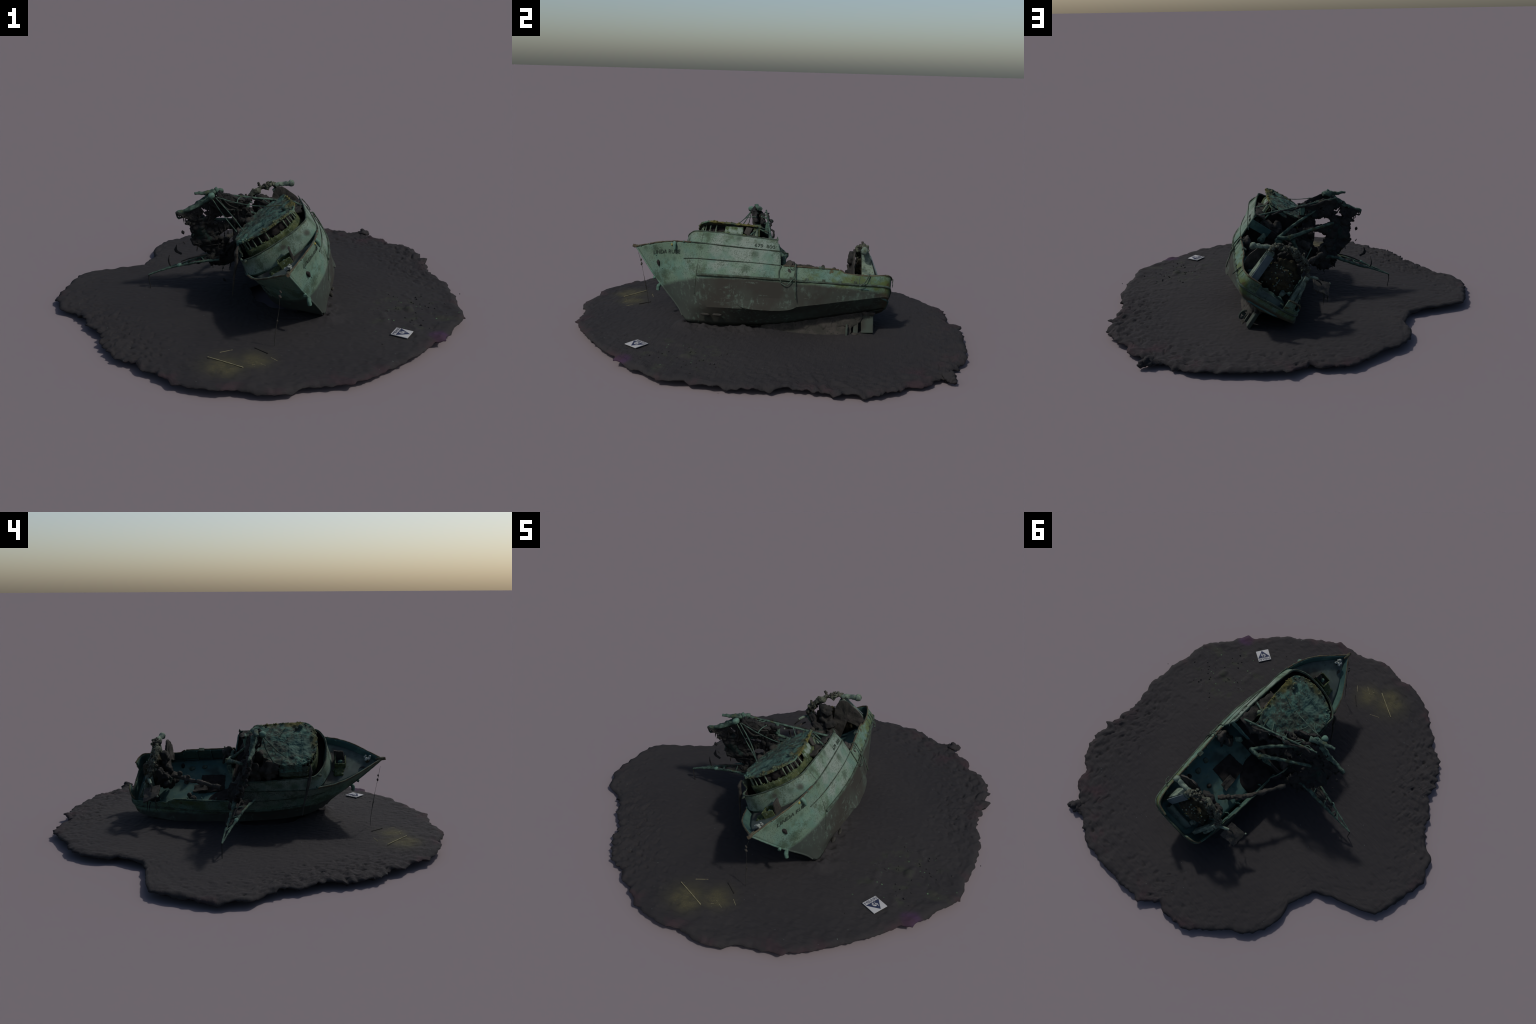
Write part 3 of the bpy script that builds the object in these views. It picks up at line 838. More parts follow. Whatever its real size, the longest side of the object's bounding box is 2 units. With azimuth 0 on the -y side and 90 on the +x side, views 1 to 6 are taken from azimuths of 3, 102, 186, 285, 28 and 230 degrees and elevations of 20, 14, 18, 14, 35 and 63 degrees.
letters("stern_name", "LINDA", .040, .014, on_plate(.116, -.010), M_LETTER)
letters("stern_name", "RUBE", .036, .014, on_plate(.112, -.030), M_LETTER)

# ------------------------------------------------------------------ mast, beam, rigging
mast = bpy.data.objects.new("mast", None); SC.objects.link(mast); mast.parent = wreck
b0, b1 = np.array([-.018, .174, .122]), np.array([.052, -.158, .424])
tube("lattice_boom", [tuple(b0), tuple(b0 + (b1 - b0) * .5), tuple(b1)], [.0055, .0050, .0042], M_PIPE, mast, rough=.3, rs=60, sub=14)
c0, c1 = np.array([.055, -.05, .325]), b1 + (.004, .0, .004)
k0 = np.array([.068, -.080, .352])
def on(t): return b0 + (b1 - b0) * t
fouled = [tuple(b0 + (b1 - b0) * t + np.array((-.012 + .008 * math.sin(t * 17), 0, -.006 + .007 * math.sin(t * 23)))) for t in np.linspace(.22, .95, 9)]
tube("fouled_rope", fouled, [.004, .006, .004, .007, .005, .007, .004, .006, .003], M_NET, mast, rough=1.1, rs=45, sub=8)
lat = Bag()
lat.put(*tube_geo([on(.70), k0, on(.97)], .0026, 6, .3, 80, 3, False))
for t, u in [(.74, .15), (.82, .5), (.90, .8)]:
    lat.put(*tube_geo([on(t), k0 + (on(.97) - k0) * u], .0022, 6, .3, 80, 2, False))
for t, q in [(.60, (.075, -.01, .272)), (.42, (.065, .055, .222)), (.30, (.06, .09, .216)), (.20, (.052, .112, .206))]:
    lat.put(*tube_geo([on(t), q], .0026, 6, .3, 80, 2, False))
add("lattice_brace", lat.v, lat.f, M_PIPE, mast, kind="stuff", angle=50)
tube("stay_pole", [(.095, .176, .140), (.060, .125, .200), (.040, .085, .208)], .0042, M_PIPE, mast, rough=.3)
tube("stay_pole", [(.000, .106, .190), (-.006, .116, .150), (-.010, .125, .105)], .004, M_PIPE, mast, rough=.3)
tube("derrick", [(-.080, .012, .098), (-.035, -.015, .160), (.010, -.060, .240), (.046, -.100, .308)], [.012, .008, .007, .006], M_PIPE, mast, rough=.4, sub=8)
tube("derrick", [(-.082, -.030, .130), (-.070, -.048, .146), (-.030, -.115, .210), (.029, -.219, .305)], [.016, .012, .008, .007], M_PIPE, mast, rough=.4, sub=8)
tube("derrick", [(-.080, .020, .100), (-.084, -.020, .122), (-.082, -.045, .134)], .011, M_PIPE, mast, rough=.3)
tube("derrick", [(-.075, -.06, .130), (-.06, -.10, .10), (-.03, -.14, .07)], [.014, .010, .012], M_PIPE, mast, rough=.4)
tube("bell_float", [(.022, -.020, .300), (.025, -.033, .278), (.026, -.046, .254)], [.010, .014, .011], M_GREENBLOB, mast, rough=.1, sub=8)
blob("mast_head_float", (.132, -.140, .418), (.018, .017, .015), M_GREENBLOB, mast, rough=.15)
tube("mast_stub", [(.100, -.108, .405), (.100, -.108, .434)], [.009, .007], M_GREENBLOB, mast, rough=.3, sub=6)
tube("mast_arm", [(.080, -.09, .40), (.100, -.135, .425), (.108, -.165, .445), (.118, -.198, .468)], [.012, .013, .009, .006], M_PIPE, mast, rough=.5, sub=8)
tube("mast_arm", [(.095, -.150, .412), (.090, -.215, .410), (.092, -.27, .416), (.087, -.327, .433)], [.016, .014, .011, .007], M_PIPE, mast, rough=.5, sub=8)
for pts in [[(.205, .108, .221), (.175, .02, .265), (.150, -.06, .330), (.128, -.125, .400)],
            [(.150, -.06, .330), (.120, -.05, .335), (.090, -.035, .33)],
            [(.130, -.145, .405), (.140, -.145, .32), (.165, -.135, .222)],
            [(.128, -.13, .40), (.17, -.11, .30), (.225, -.10, .222)]]:
    tube("rigging_wire", pts, .0024, M_PIPE, mast, seg=6, rough=.4, rs=90)

# ------------------------------------------------------------------ fouled trawl net curtain
nets = Bag()
def net_sheet(A, B, nu=30, nv=14, th=.012, rough=.012, holes=.5, **k):
    """One layer of torn netting; faces drop out where the noise says it has rotted through."""
    v, f = drape_geo(A, B, nu * 2, nv * 2, .0, 0., rough * .8, 20)
    m = nu * 2 * nv * 2
    v = v[:m]
    g = []
    for q in f[:(nu * 2 - 1) * (nv * 2 - 1)]:
        c = sum((np.array(v[i]) for i in q), np.zeros(3)) / 4
        if fbm(c + 2.7, 21, 4) < holes: g.append(q)
    return v, g

D = [
 # web under the boom up to the mast head
 (dict(A=[(.060, .0, .285), (.06, -.06, .335), (.075, -.12, .385), (.100, -.16, .430)], B=[(.045, -.075, .262), (.052, -.120, .278), (.060, -.160, .298), (.066, -.195, .312)], th=0.026, rough=0.018)),
 # between the mast head and the long arm
 (dict(A=[(.10, -.150, .425), (.095, -.20, .408), (.094, -.26, .412), (.090, -.325, .434)], B=[(.062, -.185, .312), (.066, -.225, .300), (.080, -.275, .345), (.090, -.320, .420)], th=0.030, rough=0.018)),
 # outer column hanging straight down
 (dict(A=[(.070, -.190, .330), (.062, -.210, .290), (.040, -.232, .225), (.020, -.252, .170), (.0, -.262, .125), (-.015, -.262, .075)],
       B=[(.082, -.312, .372), (.072, -.308, .335), (.056, -.330, .290), (.042, -.345, .245), (.015, -.328, .165), (-.012, -.322, .090)], th=0.041, rough=0.024, nu=44, nv=22, holes=.95)),
 # foot of the curtain toward the log and boom base
 (dict(A=[(.005, -.185, .140), (.006, -.225, .142), (.010, -.28, .150), (.020, -.345, .160)], B=[(-.022, -.195, .060), (-.020, -.25, .058), (-.018, -.30, .066), (.0, -.350, .115)], th=0.037, rough=0.024)),
 # web across between the two holes
 (dict(A=[(.038, -.125, .225), (.045, -.17, .255), (.055, -.22, .30)], B=[(.030, -.135, .203), (.034, -.185, .226), (.038, -.235, .222)], th=0.022, rough=0.011)),
 # inner mass against the house side
 (dict(A=[(.07, -.03, .26), (.06, -.08, .28), (.045, -.125, .262)], B=[(.03, -.10, .11), (.01, -.16, .10), (.0, -.20, .11)], th=0.045, rough=0.030, nu=36, nv=24, holes=.16)),
 # skirt falling from the mast float along the roof side
 (dict(A=[(.125, -.10, .405), (.120, -.135, .400), (.105, -.175, .392)], B=[(.10, -.03, .31), (.09, -.075, .295), (.075, -.12, .290)], th=0.019, rough=0.015)),
 # side of the net facing aft, giving the curtain depth
 (dict(A=[(.020, -.24, .20), (.0, -.27, .13), (-.02, -.26, .06)], B=[(-.03, -.215, .165), (-.05, -.225, .12), (-.06, -.23, .08)], th=0.026, rough=0.018)),
]
for d in D:
    nv_, nf_ = net_sheet(**d)
    nets.put([(p[0] - .008, p[1], p[2]) for p in nv_], nf_)
net = add("trawl_net", nets.v, nets.f, M_NET, kind="stuff", angle=None)
sol = net.modifiers.new("thick", 'SOLIDIFY'); sol.thickness = .016; sol.offset = 0
strands = Bag()
for d in D:                                       # ropes and mesh strands laced through the sheets
    A, B = spline(d["A"], 8), spline(d["B"], 8)
    for k in range(7):
        a, b = A[int(rng.integers(len(A)))], B[int(rng.integers(len(B)))]
        m_ = (a + b) / 2 + np.array(GRAVITY) * .012 + rng.normal(0, .006, 3)
        strands.put(*tube_geo([a, m_, b], float(rng.uniform(.0025, .005)), 6, .6, 80, 8))
add("net_strand", strands.v, strands.f, M_NET, kind="stuff")
# stringy tatters hanging off the net
tat = Bag()
g = np.array(GRAVITY)
def tatter(p, l, r=.0022):
    p = np.array(p, float); s = p.copy(); pts = [p]
    for k in range(3):
        s = s + g * l / 3 + rng.normal(0, .004, 3); pts.append(s)
    tat.put(*tube_geo(pts, [r, r * 1.3, r * .8, r * .3], 6, .5, 90, 3))
for p, l in [((.087, -.318, .424), .028), ((.082, -.31, .40), .03), ((.080, -.305, .385), .035), ((.040, -.345, .235), .03), ((.015, -.33, .165), .02),
             ((-.015, -.31, .065), .035), ((-.018, -.27, .058), .03), ((-.02, -.22, .055), .03), ((.0, -.34, .115), .028), ((.06, -.325, .30), .02),
             ((-.43, -.255, .085), .05), ((-.45, -.27, .09), .05), ((-.47, -.25, .085), .06), ((-.44, -.22, .085), .04)]:
    tatter(p, l)
for p, r in [((.070, -.355, .335), (.007, .006, .010)), ((.045, -.385, .285), (.003, .003, .008)), ((-.02, -.345, .0), (.005, .005, .012))]:
    tat.put(*blob_geo(p, r, .6, 80, 2))
add("net_tatter", tat.v, tat.f, M_NET, kind="stuff")
# lattice outrigger lying out to starboard
out = bpy.data.objects.new("outrigger", None); SC.objects.link(out); out.parent = wreck
tip = (-.023, -.633, .231)
tube("outrigger_chord", [(-.010, -.27, .125), (-.013, -.33, .155), (-.017, -.454, .183), (-.022, -.53, .207), tip], [.010, .009, .0075, .006, .0035], M_PIPE, out, rough=.6, sub=10)
tube("outrigger_chord", [(.080, -.29, .130), (.052, -.355, .156), (.025, -.450, .189), (.0, -.54, .214), tip], [.006, .006, .0055, .0045, .003], M_PIPE, out, rough=.6, sub=10)
ob_ = Bag()
for a, b in [((.052, -.355, .156), (-.014, -.37, .165)), ((.030, -.43, .182), (-.018, -.45, .182)), ((.008, -.51, .206), (-.020, -.505, .198)), ((.008, -.51, .206), (-.023, -.55, .212))]:
    ob_.put(*tube_geo([a, b], .0035, 6, .5, 80, 3, False))
add("outrigger_brace", ob_.v, ob_.f, M_PIPE, out, kind="stuff")
blob("sponge", (.018, -.475, .200), (.009, .012, .008), M_GREENBLOB, out, rough=.4)
v, f = drape_geo([(-.012, -.28, .135), (-.013, -.33, .155), (-.017, -.41, .174), (-.017, -.44, .180)], [(.075, -.29, .132), (.052, -.355, .156), (.038, -.41, .175), (.028, -.44, .185)], 26, 12, .007, .010, .010)
add("outrigger_web", v, f, M_NET, out)
v, f = drape_geo([(-.018, -.452, .184), (-.020, -.49, .195)], [(.010, -.470, .192), (-.004, -.50, .200)], 12, 8, .005, .003, .005)
add("outrigger_web", v, f, M_NET, out)
tube("outrigger_rope", [(.020, -.33, .168), (.012, -.40, .192), (.0, -.46, .205)], .003, M_NET, out, rough=.5)
tube("outrigger_rope", [tip, (-.025, -.650, .205), (-.027, -.662, .178), (-.028, -.675, .160)], [.003, .002, .002, .0006], M_NET, out, rough=.5)
tube("outrigger_rope", [(-.020, -.52, .205), (-.022, -.515, .232), (-.010, -.49, .262)], [.004, .003, .0008], M_NET, out, rough=.6)
tube("outrigger_rope", [(-.008, -.438, .232), (-.008, -.450, .262), (-.006, -.43, .285)], [.005, .008, .001], M_NET, out, rough=.4)
# fallen spar from the stern to the net, encrusted
tube("fallen_spar", [(-.365, -.050, .040), (-.310, -.100, .080), (-.243, -.150, .112), (-.165, -.195, .135), (-.09, -.232, .155)], [.014, .012, .0115, .0105, .009], M_SILT, rough=1.0, rs=32, sub=12)
for c, r in [((-.335, -.075, .085), (.011, .010, .016)), ((-.275, -.125, .112), (.011, .010, .015)), ((-.20, -.18, .115), (.010, .013, .010)), ((-.30, -.11, .060), (.012, .012, .014))]:
    blob("anemone", c, r, M_SILT, rough=.4)
blob("encrusted_block", (-.072, .0, .085), (.016, .022, .020), M_PIPE, rough=.5)
tube("kelp_strap", [(.341, -.143, .213), (.345, -.165, .195), (.335, -.195, .150), (.322, -.235, .105), (.31, -.262, .068), (.30, -.30, .02)], [.004, .008, .008, .005, .004, .0015], M_SILT, rough=.4, sub=6)
blob("green_lump", (-.080, .085, .055), (.014, .020, .026), M_PIPE, rough=.4)

# ------------------------------------------------------------------ stern gantry, net reel
gan = bpy.data.objects.new("stern_gantry", None); SC.objects.link(gan); gan.parent = wreck
def post(name, base, top, wb, wt, d, mat):
    """Tapered box post: widths along the ship, depth across."""
    (x, y, z), (X, Y, Z) = base, top
    v = [(x - wb, y - d, z), (x + wb, y - d, z), (x + wb, y + d, z), (x - wb, y + d, z), (X - wt, Y - d, Z), (X + wt, Y - d, Z), (X + wt, Y + d, Z), (X - wt, Y + d, Z)]
    return bevel(add(name, v, [(3, 2, 1, 0), (4, 5, 6, 7), (0, 1, 5, 4), (1, 2, 6, 5), (2, 3, 7, 6), (3, 0, 4, 7)], mat, gan, angle=30), .003)
post("gantry_post", (-.510, .105, -.055), (-.478, .090, .135), .040, .018, .018, M_GANTRY)
plate("gantry_post_face", [(-.552, .118, -.01), (-.548, .082, -.012), (-.500, .068, .118), (-.503, .104, .118)], .005, M_STEEL, gan)
post("gantry_post", (-.505, -.122, -.05), (-.480, -.128, .120), .034, .018, .012, M_GANTRY)
post("gantry_post", (-.555, -.110, -.05), (-.505, -.118, .060), .016, .012, .010, M_GANTRY)
tube("gantry_arch", [(-.476, .100, .125), (-.470, .085, .162), (-.462, .040, .176), (-.452, -.010, .183), (-.448, -.055, .178), (-.458, -.090, .166), (-.472, -.118, .135), (-.485, -.130, .115)],
     [.016, .015, .012, .014, .011, .014, .011, .010], M_ARCH, gan, rough=1.1, rs=44, sub=8)
tube("gantry_horn", [(-.474, .098, .150), (-.472, .135, .135), (-.469, .165, .118), (-.468, .178, .113)], [.012, .012, .013, .014], M_GANTRY, gan, rough=.4, sub=7)
blob("gantry_horn_ball", (-.468, .178, .111), .018, M_GANTRY, gan, rough=.2)
for p in ((-.452, -.015, .195), (-.446, -.06, .192), (-.470, .075, .178), (-.474, -.105, .155)):
    tube("gantry_stub", [(p[0], p[1], p[2] - .014), p, (p[0] - .004, p[1] + .005, p[2] + .010)], [.008, .006, .004], M_ARCH, gan, rough=.8)
tube("gantry_stub", [(-.466, .028, .178), (-.466, .030, .200), (-.465, .032, .215)], .006, M_SILT, gan, rough=.3)
tube("gantry_horn", [(-.485, -.130, .115), (-.472, -.155, .125), (-.457, -.184, .128)], [.008, .0075, .006], M_GANTRY, gan, rough=.3, sub=6)
tube("gantry_brace", [(-.485, -.130, .118), (-.505, -.135, .06), (-.525, -.140, -.01)], [.008, .010, .012], M_GANTRY, gan, rough=.3)
cr = Bag()
for k in range(110):
    t = random.random(); p = np.array([-.462 + random.uniform(-.012, .01), .09 - .19 * t, .183 - .05 * (abs(t - .35) * 1.6) ** 2]) + rng.normal(0, .006, 3)
    cr.put(*blob_geo(p, random.uniform(.004, .008), .7, 70, 2))
add("gantry_crust", cr.v, cr.f, M_ARCH, gan, kind="stuff", angle=None)
# round-topped reel flange facing forward
fl = [(.150, -.050), (.165, .03), (.148, .090), (.130, .130), (.108, .144), (.085, .140), (.060, .122), (.030, .085), (.0, .05), (-.02, .0), (-.01, -.05)]
o = spline([(0, a, b) for a, b in fl], 6); c = np.array([0, .08, .03]); m = len(o)
v, f = [], []
for side, sx in ((0, .006), (1, -.006)):
    for r in range(9):
        k = 1 - r / 9
        for p in o:
            q = c + (p - c) * k
            v.append((-.425 + sx * (.6 + .4 * (1 - k)) + .006 * fbm((side, q[1], q[2]), 26, 4), q[1], q[2]))
    v.append((-.425 + sx, c[1], c[2]))
n1 = 9 * m + 1
for s in (0, 1):
    for r in range(8):
        for i in range(m - 1):
            f.append((s * n1 + r * m + i, s * n1 + r * m + i + 1, s * n1 + (r + 1) * m + i + 1, s * n1 + (r + 1) * m + i))
    for i in range(m - 1): f.append((s * n1 + 8 * m + i, s * n1 + 8 * m + i + 1, s * n1 + 9 * m))
for i in range(m - 1): f.append((i, i + 1, n1 + i + 1, n1 + i))
o_ = add("reel_flange", v, f, M_SILT, gan, angle=50); fix_normals(o_)
rl = Bag()
rl.put(*blob_geo((-.490, .0, .035), (.050, .088, .068), .36, 24, 5)); rl.put(*blob_geo((-.455, -.02, .06), (.022, .080, .072), .4, 26, 5))
o_ = add("net_roll", rl.v, rl.f, M_REEL, gan, angle=None)
sh = Bag()
for k in range(46):
    d = unit(rng.normal(0, 1, 3) * (.8, 1, 1) + (-.9, 0, .5)); p = np.array([-.490, 0, .035]) + d * (.052, .090, .070)
    sh.put(*blob_geo(p, (random.uniform(.002, .005), random.uniform(.002, .006), random.uniform(.002, .006)), .4, 90, 1))
add("shell_scatter", sh.v, sh.f, M_GANTRY, gan, kind="stuff", angle=None)
sh = Bag()
for k in range(12):
    d = unit(rng.normal(0, 1, 3) + (-1, 0, .5)); p = np.array([-.490, 0, .035]) + d * (.052, .090, .070)
    sh.put(*blob_geo(p, random.uniform(.002, .005), .4, 90, 1))
add("yellow_shell_scatter", sh.v, sh.f, M_YEL, gan, kind="stuff", angle=None)
for c, r in [((-.425, -.03, .060), (.028, .040, .050)), ((-.415, -.07, .035), (.030, .040, .040)), ((-.42, .0, .125), (.018, .028, .030)), ((-.43, -.085, .08), (.025, .03, .035)), ((-.41, -.035, .0), (.03, .05, .035))]:
    blob("snagged_net", c, r, M_NET, gan, rough=.8, rs=30, sub=4)
plate("stern_ramp", [(-.548, .075, -.030), (-.552, -.070, -.036), (-.575, -.072, -.085), (-.572, .080, -.080)], .006, M_DECK, rough=.004, edge=.06)
blob("white_rag", (-.535, -.055, .0), (.014, .012, .018), M_GANTRY, rough=.8)
blob("debris_heap", (-.50, -.12, -.040), (.04, .035, .025), M_NET, rough=.8, rs=30, sub=4)
# trawl door hanging over the starboard quarter
plate("trawl_door", [(-.416, -.175, .108), (-.408, -.262, .124), (-.486, -.273, .084), (-.500, -.180, .084)], .007, M_SILT, rough=.006, edge=.05, nu=16, nv=16)
blob("door_corner_sponge", (-.408, -.264, .124), .0045, M_GANTRY, rough=.3)
tube("door_strap", [(-.46, -.18, .122), (-.45, -.20, .118), (-.452, -.22, .112)], .004, M_NET, rough=.5)

# ------------------------------------------------------------------ rudder, skeg, propeller
rud = [(-.480, -.140), (-.541, -.132), (-.546, -.242), (-.488, -.247)]
v, f = [], []
for sy, w in ((1, .010), (-1, -.010)):
    for x, z in rud: v.append((x, -.012 + w - .10 * (z + .14) * 0, z - .012 * 0))
f = [(0, 1, 2, 3), (7, 6, 5, 4)] + [(i, 4 + i, 4 + (i + 1) % 4, (i + 1) % 4) for i in range(4)]
o_ = bevel(add("rudder", v, f, M_HULL, angle=30), .004, 3); fix_normals(o_)
v, f = box_geo((-.470, -.014, -.26), (-.448, .006, -.14)); add("rudder_post", v, f, M_HULL, smooth=False)
sk = Bag()
v, f = plate_geo([(-.455, 0, -.145), (-.02, .004, -.240), (-.02, .004, -.290), (-.430, 0, -.278)], .018, 30, 10, .006, 24, .03)
sk.put(v, f)
for k in range(16):
    t = k / 15
    sk.put(*blob_geo((-.43 + .40 * t, .002 + .004 * math.sin(k * 1.7), -.195 - .066 * t), (.034, .012, .030), .35, 26, 3))
add('skeg', sk.v, sk.f, M_SILT, angle=60)
for c, r in [((-.455, -.005, -.262), (.04, .025, .014)), ((-.515, -.012, -.146), (.035, .022, .016)), ((-.465, -.003, -.17), (.022, .014, .03))]:
    blob('sediment', c, r, M_SILT, rough=.5, rs=30, sub=4)
ring = [( -.415 + 0, .0 + .032 * math.cos(t), -.246 + .032 * math.sin(t)) for t in np.linspace(0, 2 * math.pi, 25)]
tube("propeller_ring", ring, .0055, M_HULL, seg=8, rough=.3)
pb = Bag(); pb.put(*blob_geo((-.415, 0, -.246), (.014, .010, .010), .1))
for k in range(4):
    a = k * math.pi / 2 + .5
    pb.put(*blob_geo((-.415, .016 * math.cos(a), -.246 + .016 * math.sin(a)), (.004, .006 + .008 * abs(math.cos(a)), .006 + .008 * abs(math.sin(a))), .1))
add("propeller", pb.v, pb.f, M_HULL)
# sagging lower-hull shelf and pipe coolers by the fore foot
for c, r in [((.215, .085, -.242), (.024, .010, .008)), ((.275, .070, -.240), (.022, .009, .007))]:
    blob("keel_growth", c, r, M_SILT, rough=.3, rs=30)
# bow cable with beads, reaching the seabed
cab = Bag()
pts = [to_ship(p) for p in [(.148, -.674, .345), (.130, -.666, .285), (.127, -.655, .221), (.118, -.646, .150), (.112, -.640, .100), (.110, -.638, .045)]]
cab.put(*tube_geo(pts, [.0006, .0010, .0007, .0018, .0014, .0008], 6, .5, 80, 6))
for w, r in [((.131, -.667, .302), .0050), ((.130, -.665, .280), .0055), ((.120, -.648, .165), .0030), ((.113, -.641, .11), .0025)]:
    cab.put(*blob_geo(to_ship(w), (r * .8, r, r * 1.5), .3, 80, 2))
add("bow_cable", cab.v, cab.f, M_SILT)

# ------------------------------------------------------------------ seabed slab
bed = None
RIM = [(-16, 1.002), (-21, .981), (-26, .971), (-29, .968), (-32, .977), (-34, .954), (-39, .951), (-45, .961), (-52, .960), (-59, .975), (-63, .983), (-65, .998), (-69, .977),
       (-72, .970), (-76, .970), (-81, 1.005), (-84, 1.006), (-88, .987), (-91, .978), (-95, .996), (-100, .992), (-106, .980), (-112, .941), (-116, .943), (-119, .912), (-123, .916),
       (-128, .915), (-131, .897), (-135, .882), (-139, .837), (-141, .851), (-146, .850), (-148, .871), (-151, .855), (-155, .877), (-158, .902), (-161, .946), (-165, .951), (-169, .982),
       (-175, .950), (-182, .934), (-187, .919), (-189, .889), (-193, .811), (-197, .740), (-203, .680), (-210, .692), (-215, .716), (-218, .776), (-224, .839), (-230, .864), (-237, .871),
       (-244, .903), (-249, .940), (-253, .935), (-259, .920), (-261, .898), (-267, .982), (-269, .965), (-275, .976), (-280, .995), (-284, 1.018), (-287, 1.026), (-291, 1.046), (-294, 1.048),
       (-299, 1.048), (-302, 1.092), (-303, 1.10), (-304, 1.08), (-305, 1.06), (-308, 1.058), (-311, 1.070), (-315, 1.045), (-319, 1.066), (-323, 1.059), (-324, 1.070), (-329, 1.034), (-332, 1.012),
       (-337, .973), (-341, .943), (-346, .929), (-348, .956), (-351, .960), (-355, .953), (-363, .963), (-370, .969)]
ra = np.radians([a for a, _ in RIM][::-1]); rv = np.array([r for _, r in RIM][::-1])
def rim_r(t):
    a = t
    while a > ra[-1]: a -= 2 * math.pi
    while a < ra[0]: a += 2 * math.pi
    if a > ra[-1]:                           # wrap gap between the last and the first point
        return float(np.interp(a, [ra[-1], ra[0] + 2 * math.pi], [rv[-1], rv[0]]))
    return float(np.interp(a, ra, rv))
KEEL_W = np.array([ORG + p[0] * FWD + p[1] * PORT + p[2] * UP for p in K_[2 * NS:]][::-1])
KEEL_W = KEEL_W[KEEL_W[:, 1].argsort()]
NA, NR = 720, 190
rough_zone = [(math.radians(60), .8), (math.radians(30), 1.), (math.radians(-130), 1.), (math.radians(-150), .8), (math.radians(90), .7), (math.radians(0), .3)]
def roughness(a):
    s = .25
    for c, k in rough_zone:
        d = abs((a - c + math.pi) % (2 * math.pi) - math.pi)
        s = max(s, k * math.exp(-(d / .45) ** 2))
    return s
def ground_z(x, y, k, rg):
    z = .0415 + .004 * fbm((x, y, .5), 2.5, 3)
    z -= .017 * math.exp(-((x - .48) / .36) ** 2 - ((y - .60) / .38) ** 2)       # falls away to the north-east
    z += .0012 * fbm((x * 2.0, y * 9, .1), 5, 3)                     # faint ripples
    z += .0020 * fbm((x, y, 2.), 45, 4)
    edge = max(0., (k - .68) / .32)
    z += edge * rg * .012 * fbm((x, y, 4.), 26, 4) + edge * edge * .007 * fbm((x, y, 8.), 14, 4)
    if edge > 0:                                                      # pits in the rough margin
        p = mnoise.noise(Vector((x, y, 7.)) * 55)
        if p > .22: z -= min(1, edge * 1.6) * rg * .028 * (p - .22)
        z += min(1, edge * 1.6) * rg * .005 * (abs(mnoise.noise(Vector((x, y, 9.)) * 60)) - .35)
    # trench scoured under the low side, mound against the fore foot and rudder
    d = to_ship((x, y, .04))
    z -= .022 * math.exp(-((d[0] - .05) / .16) ** 2 - ((y * 0 + d[1] + .02) / .07) ** 2) if False else 0
    if -.42 < y < .20:                                                # silt heaped against the keel
        kx, kz = np.interp(y, KEEL_W[:, 1], KEEL_W[:, 0]), np.interp(y, KEEL_W[:, 1], KEEL_W[:, 2])
        d = x - kx - .01 + .02 * fbm((x, y, 2.2), 14, 3)
        z += max(0, kz - .006 + .016 * fbm((x, y, 5.2), 22, 3) - z) * math.exp(-(d / .050) ** 2) * min(1, (y + .42) / .05, max(0, (.14 - y) / .16))
    z += .010 * math.exp(-((x - .215) / .09) ** 2 - ((y - .46) / .10) ** 2)
    # mounds with growth on the east side
    m = mnoise.noise(Vector((x, y, 1.2)) * 16)
    w = math.exp(-((x - .72) / .17) ** 2 - ((y + .22) / .22) ** 2)
    if m > .25: z += w * .03 * (m - .25)
    return z
v, f = [], []
ang = [2 * math.pi * i / NA for i in range(NA)]
rad = []
for a in ang:
    r = rim_r(a)
    q = (math.cos(a) * 1.0, math.sin(a) * 1.0, 0)
    j1 = fbm(q, 15, 4); j2 = 1 - abs(mnoise.noise(Vector(q) * 15 + Vector((3, 1, 5))))
    r += .012 * (.4 + roughness(a)) * j1 + roughness(a) * (.030 * (max(0, j2 - .55) / .45) ** 2 * (.4 + .9 * abs(mnoise.noise(Vector(q) * 5))) - .008) + .0005
    rad.append(r)
v.append((0, 0, ground_z(0, 0, 0, 0)))
edge_z = [0.] * NA
for j in range(1, NR + 1):
    k = (j / NR) ** .92 * .985
    for i, a in enumerate(ang):
        r = rad[i] * k; x, y = r * math.cos(a), r * math.sin(a)
        z = ground_z(x, y, k, roughness(a))
        t = max(0., (k - .965) / .02)
        z -= .003 * t * t * (1 + .6 * fbm((x, y, 0), 30, 3))
        edge_z[i] = z
        v.append((x, y, z))
# rounded lip, then the underside
for k, drop in [(1., .004), (.998, .009), (.985, .012), (.96, .016), (.85, .024), (.5, .024)]:
    for i, a in enumerate(ang):
        r = rad[i] * k
        x, y = r * math.cos(a), r * math.sin(a)
        flap = .020 * max(0, fbm((x, y, 3.), 9, 3)) if k >= .985 else 0          # crumpled edge sags in places
        w = 1 + (.006 * fbm((x, y, 6.), 40, 3) if k >= .985 else 0)
        v.append((x * w, y * w, max(.0002, edge_z[i] - drop - flap)))
v.append((0, 0, .012))
rows_n = NR + 6
f += [(0, 1 + i, 1 + (i + 1) % NA) for i in range(NA)]
for j in range(rows_n - 1):
    o = 1 + j * NA
    f += [(o + i, o + NA + i, o + NA + (i + 1) % NA, o + (i + 1) % NA) for i in range(NA)]
o = 1 + (rows_n - 1) * NA
f += [(o + (i + 1) % NA, o + i, len(v) - 1) for i in range(NA)]
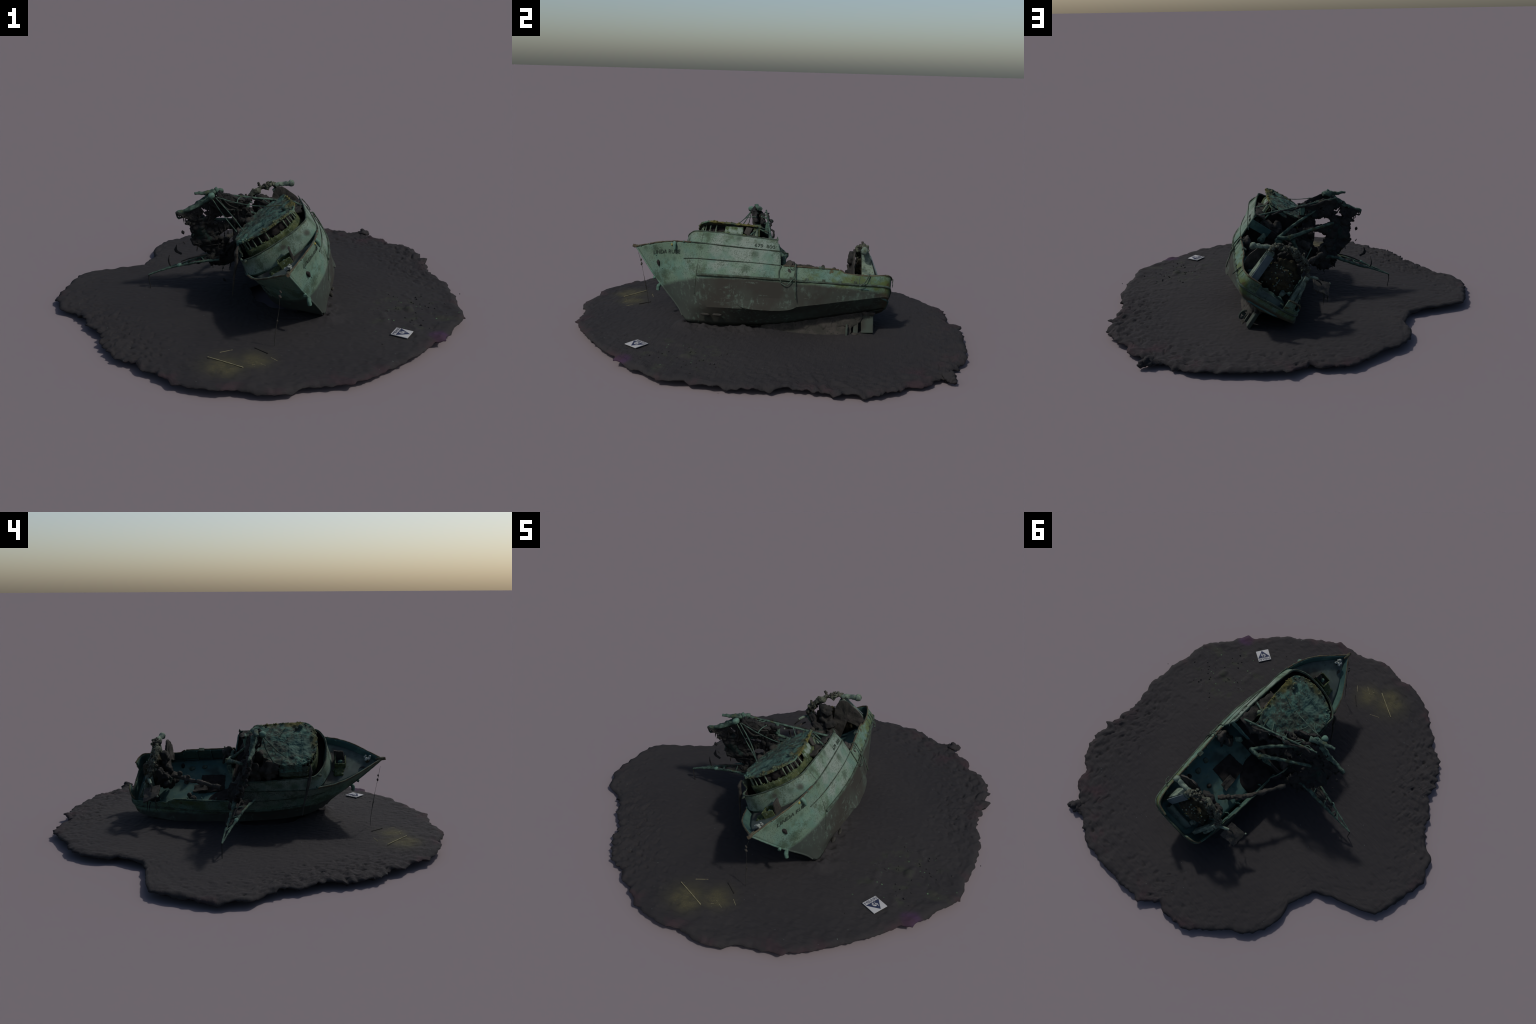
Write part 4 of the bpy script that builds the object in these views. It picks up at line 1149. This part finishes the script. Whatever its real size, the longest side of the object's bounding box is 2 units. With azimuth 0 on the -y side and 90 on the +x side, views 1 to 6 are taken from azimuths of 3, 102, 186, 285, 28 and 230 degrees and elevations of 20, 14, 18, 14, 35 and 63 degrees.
# hollow under the low bilge where the ground is missing
HOLLOW = [(-.034, -.024), (-.004, -.155), (.082, -.258), (.198, -.297), (.25, -.20), (.22, -.05), (.12, .06), (.02, .04)]
def in_hollow(x, y):
    x += .012 * mnoise.noise(Vector((x, y, .3)) * 25); y += .012 * mnoise.noise(Vector((x, y, 4.3)) * 25)
    c = False
    for (ax, ay), (bx, by) in zip(HOLLOW, HOLLOW[1:] + HOLLOW[:1]):
        if (ay > y) != (by > y) and x < (bx - ax) * (y - ay) / (by - ay) + ax: c = not c
    return c
f = [q for q in f if not in_hollow(sum(v[i][0] for i in q) / len(q), sum(v[i][1] for i in q) / len(q)) and not (q[-1] == len(v) - 1 and len(q) == 3)]
zmin = min(p[2] for p in v[:-1])
v = [(p[0], p[1], p[2] - zmin) for p in v]
ymx, ymn = max(p[1] for p in v), min(p[1] for p in v)
sc = 2.0 / (ymx - ymn); off = -(ymx + ymn) / 2
xs = [p[0] for p in v]; xo = -(max(xs) + min(xs)) / 2
v = [(p[0], (p[1] + off) * (sc if True else 1), p[2]) for p in v]
bed = add("seabed", v, f, M_SEABED, None, angle=None)
bed["label"] = "ragged round slab of dark silty seabed"
bed["category"] = "seabed"
st = Bag()
for a, r, s, z in [(-303, 1.085, .020, .026), (-303.5, 1.115, .013, .022)]:
    t = math.radians(a); st.put(*blob_geo((r * math.cos(t), r * math.sin(t), z), (s * 1.4, s * 1.4, s), .7, 50, 3))
for k in range(60):
    x, y = random.gauss(.70, .10), random.gauss(-.25, .13)
    st.put(*blob_geo((x, y, .041), random.uniform(.002, .005), .6, 60, 1))
add("rubble", st.v, st.f, M_SEABED, bed, kind="stuff", angle=None)
tube("rod", [(-.153, -.750, .0455), (-.08, -.787, .0455), (-.006, -.826, .0455)], .0017, M_ROD, bed, seg=8, rough=.3)
for a, b in [((.02, -.800), (.055, -.785)), ((.04, -.77), (.085, -.80)), ((-.11, -.70), (-.06, -.675)), ((.10, -.73), (.135, -.765))]:
    tube("streak", [(a[0], a[1], .0405), (b[0], b[1], .0405)], .0011, M_ROD, bed, seg=6, rough=.4)
tube("buried_line", [(.03, -.655, .043), (.085, -.70, .043)], .002, M_DARK, bed, rough=.5)

# ------------------------------------------------------------------ marker card
card = bpy.data.objects.new("marker_card", None); SC.objects.link(card)
cx = unit([.034, .067, 0]); cy = np.array([-cx[1], cx[0], 0])
card.matrix_world = Matrix([[cx[i], cy[i], (0, 0, 1)[i], (.651, -.4835, .0475)[i]] for i in range(3)] + [[0, 0, 0, 1]])
card["label"] = "white square marker card with navy triangle emblem"
card["category"] = "marker card"
h = .0375
bevel(add("card_sheet", *box_geo((-h, -h, -.002), (h, h, .0015)), M_CARD, card, angle=30), .0006)
tri = [(-.036, .016), (.036, .016), (.003, -.0345)]
tv = [(x, y, z) for z in (.0012, .0022) for x, y in tri]
add("emblem_triangle", tv, [(2, 1, 0), (3, 4, 5), (0, 1, 4, 3), (1, 2, 5, 4), (2, 0, 3, 5)], M_NAVY, card, smooth=False)
for pts, r in [([(-.003, .012), (-.009, .006), (-.009, -.002), (-.003, -.008), (.002, -.008)], .0022), ([(.000, .011), (-.004, .004), (-.002, -.004), (.003, -.006), (.005, -.001), (.004, .004)], .0016),
               ([(.005, .007), (.008, .009), (.011, .012)], .0011), ([(.004, .003), (.009, .003), (.009, -.004), (.007, -.009)], .0013), ([(.009, .001), (.013, -.002), (.011, -.008), (.009, -.014)], .0012), ([(.012, -.003), (.010, -.010), (.008, -.018)], .0010)]:
    o_ = tube("emblem_curl", [(x, y, .0018) for x, y in pts], r, M_CARD, card, seg=8)
v, f = text_mesh("MBARI", 1.)
v[:, 0] -= v[:, 0].min(); v[:, 0] *= .066 / v[:, 0].max(); v[:, 1] *= .0135 / v[:, 1].max()
add("card_lettering", [(a - .033, b + .0195, .0022 + c * .3) for a, b, c in v], f, M_NAVY, card, smooth=False)
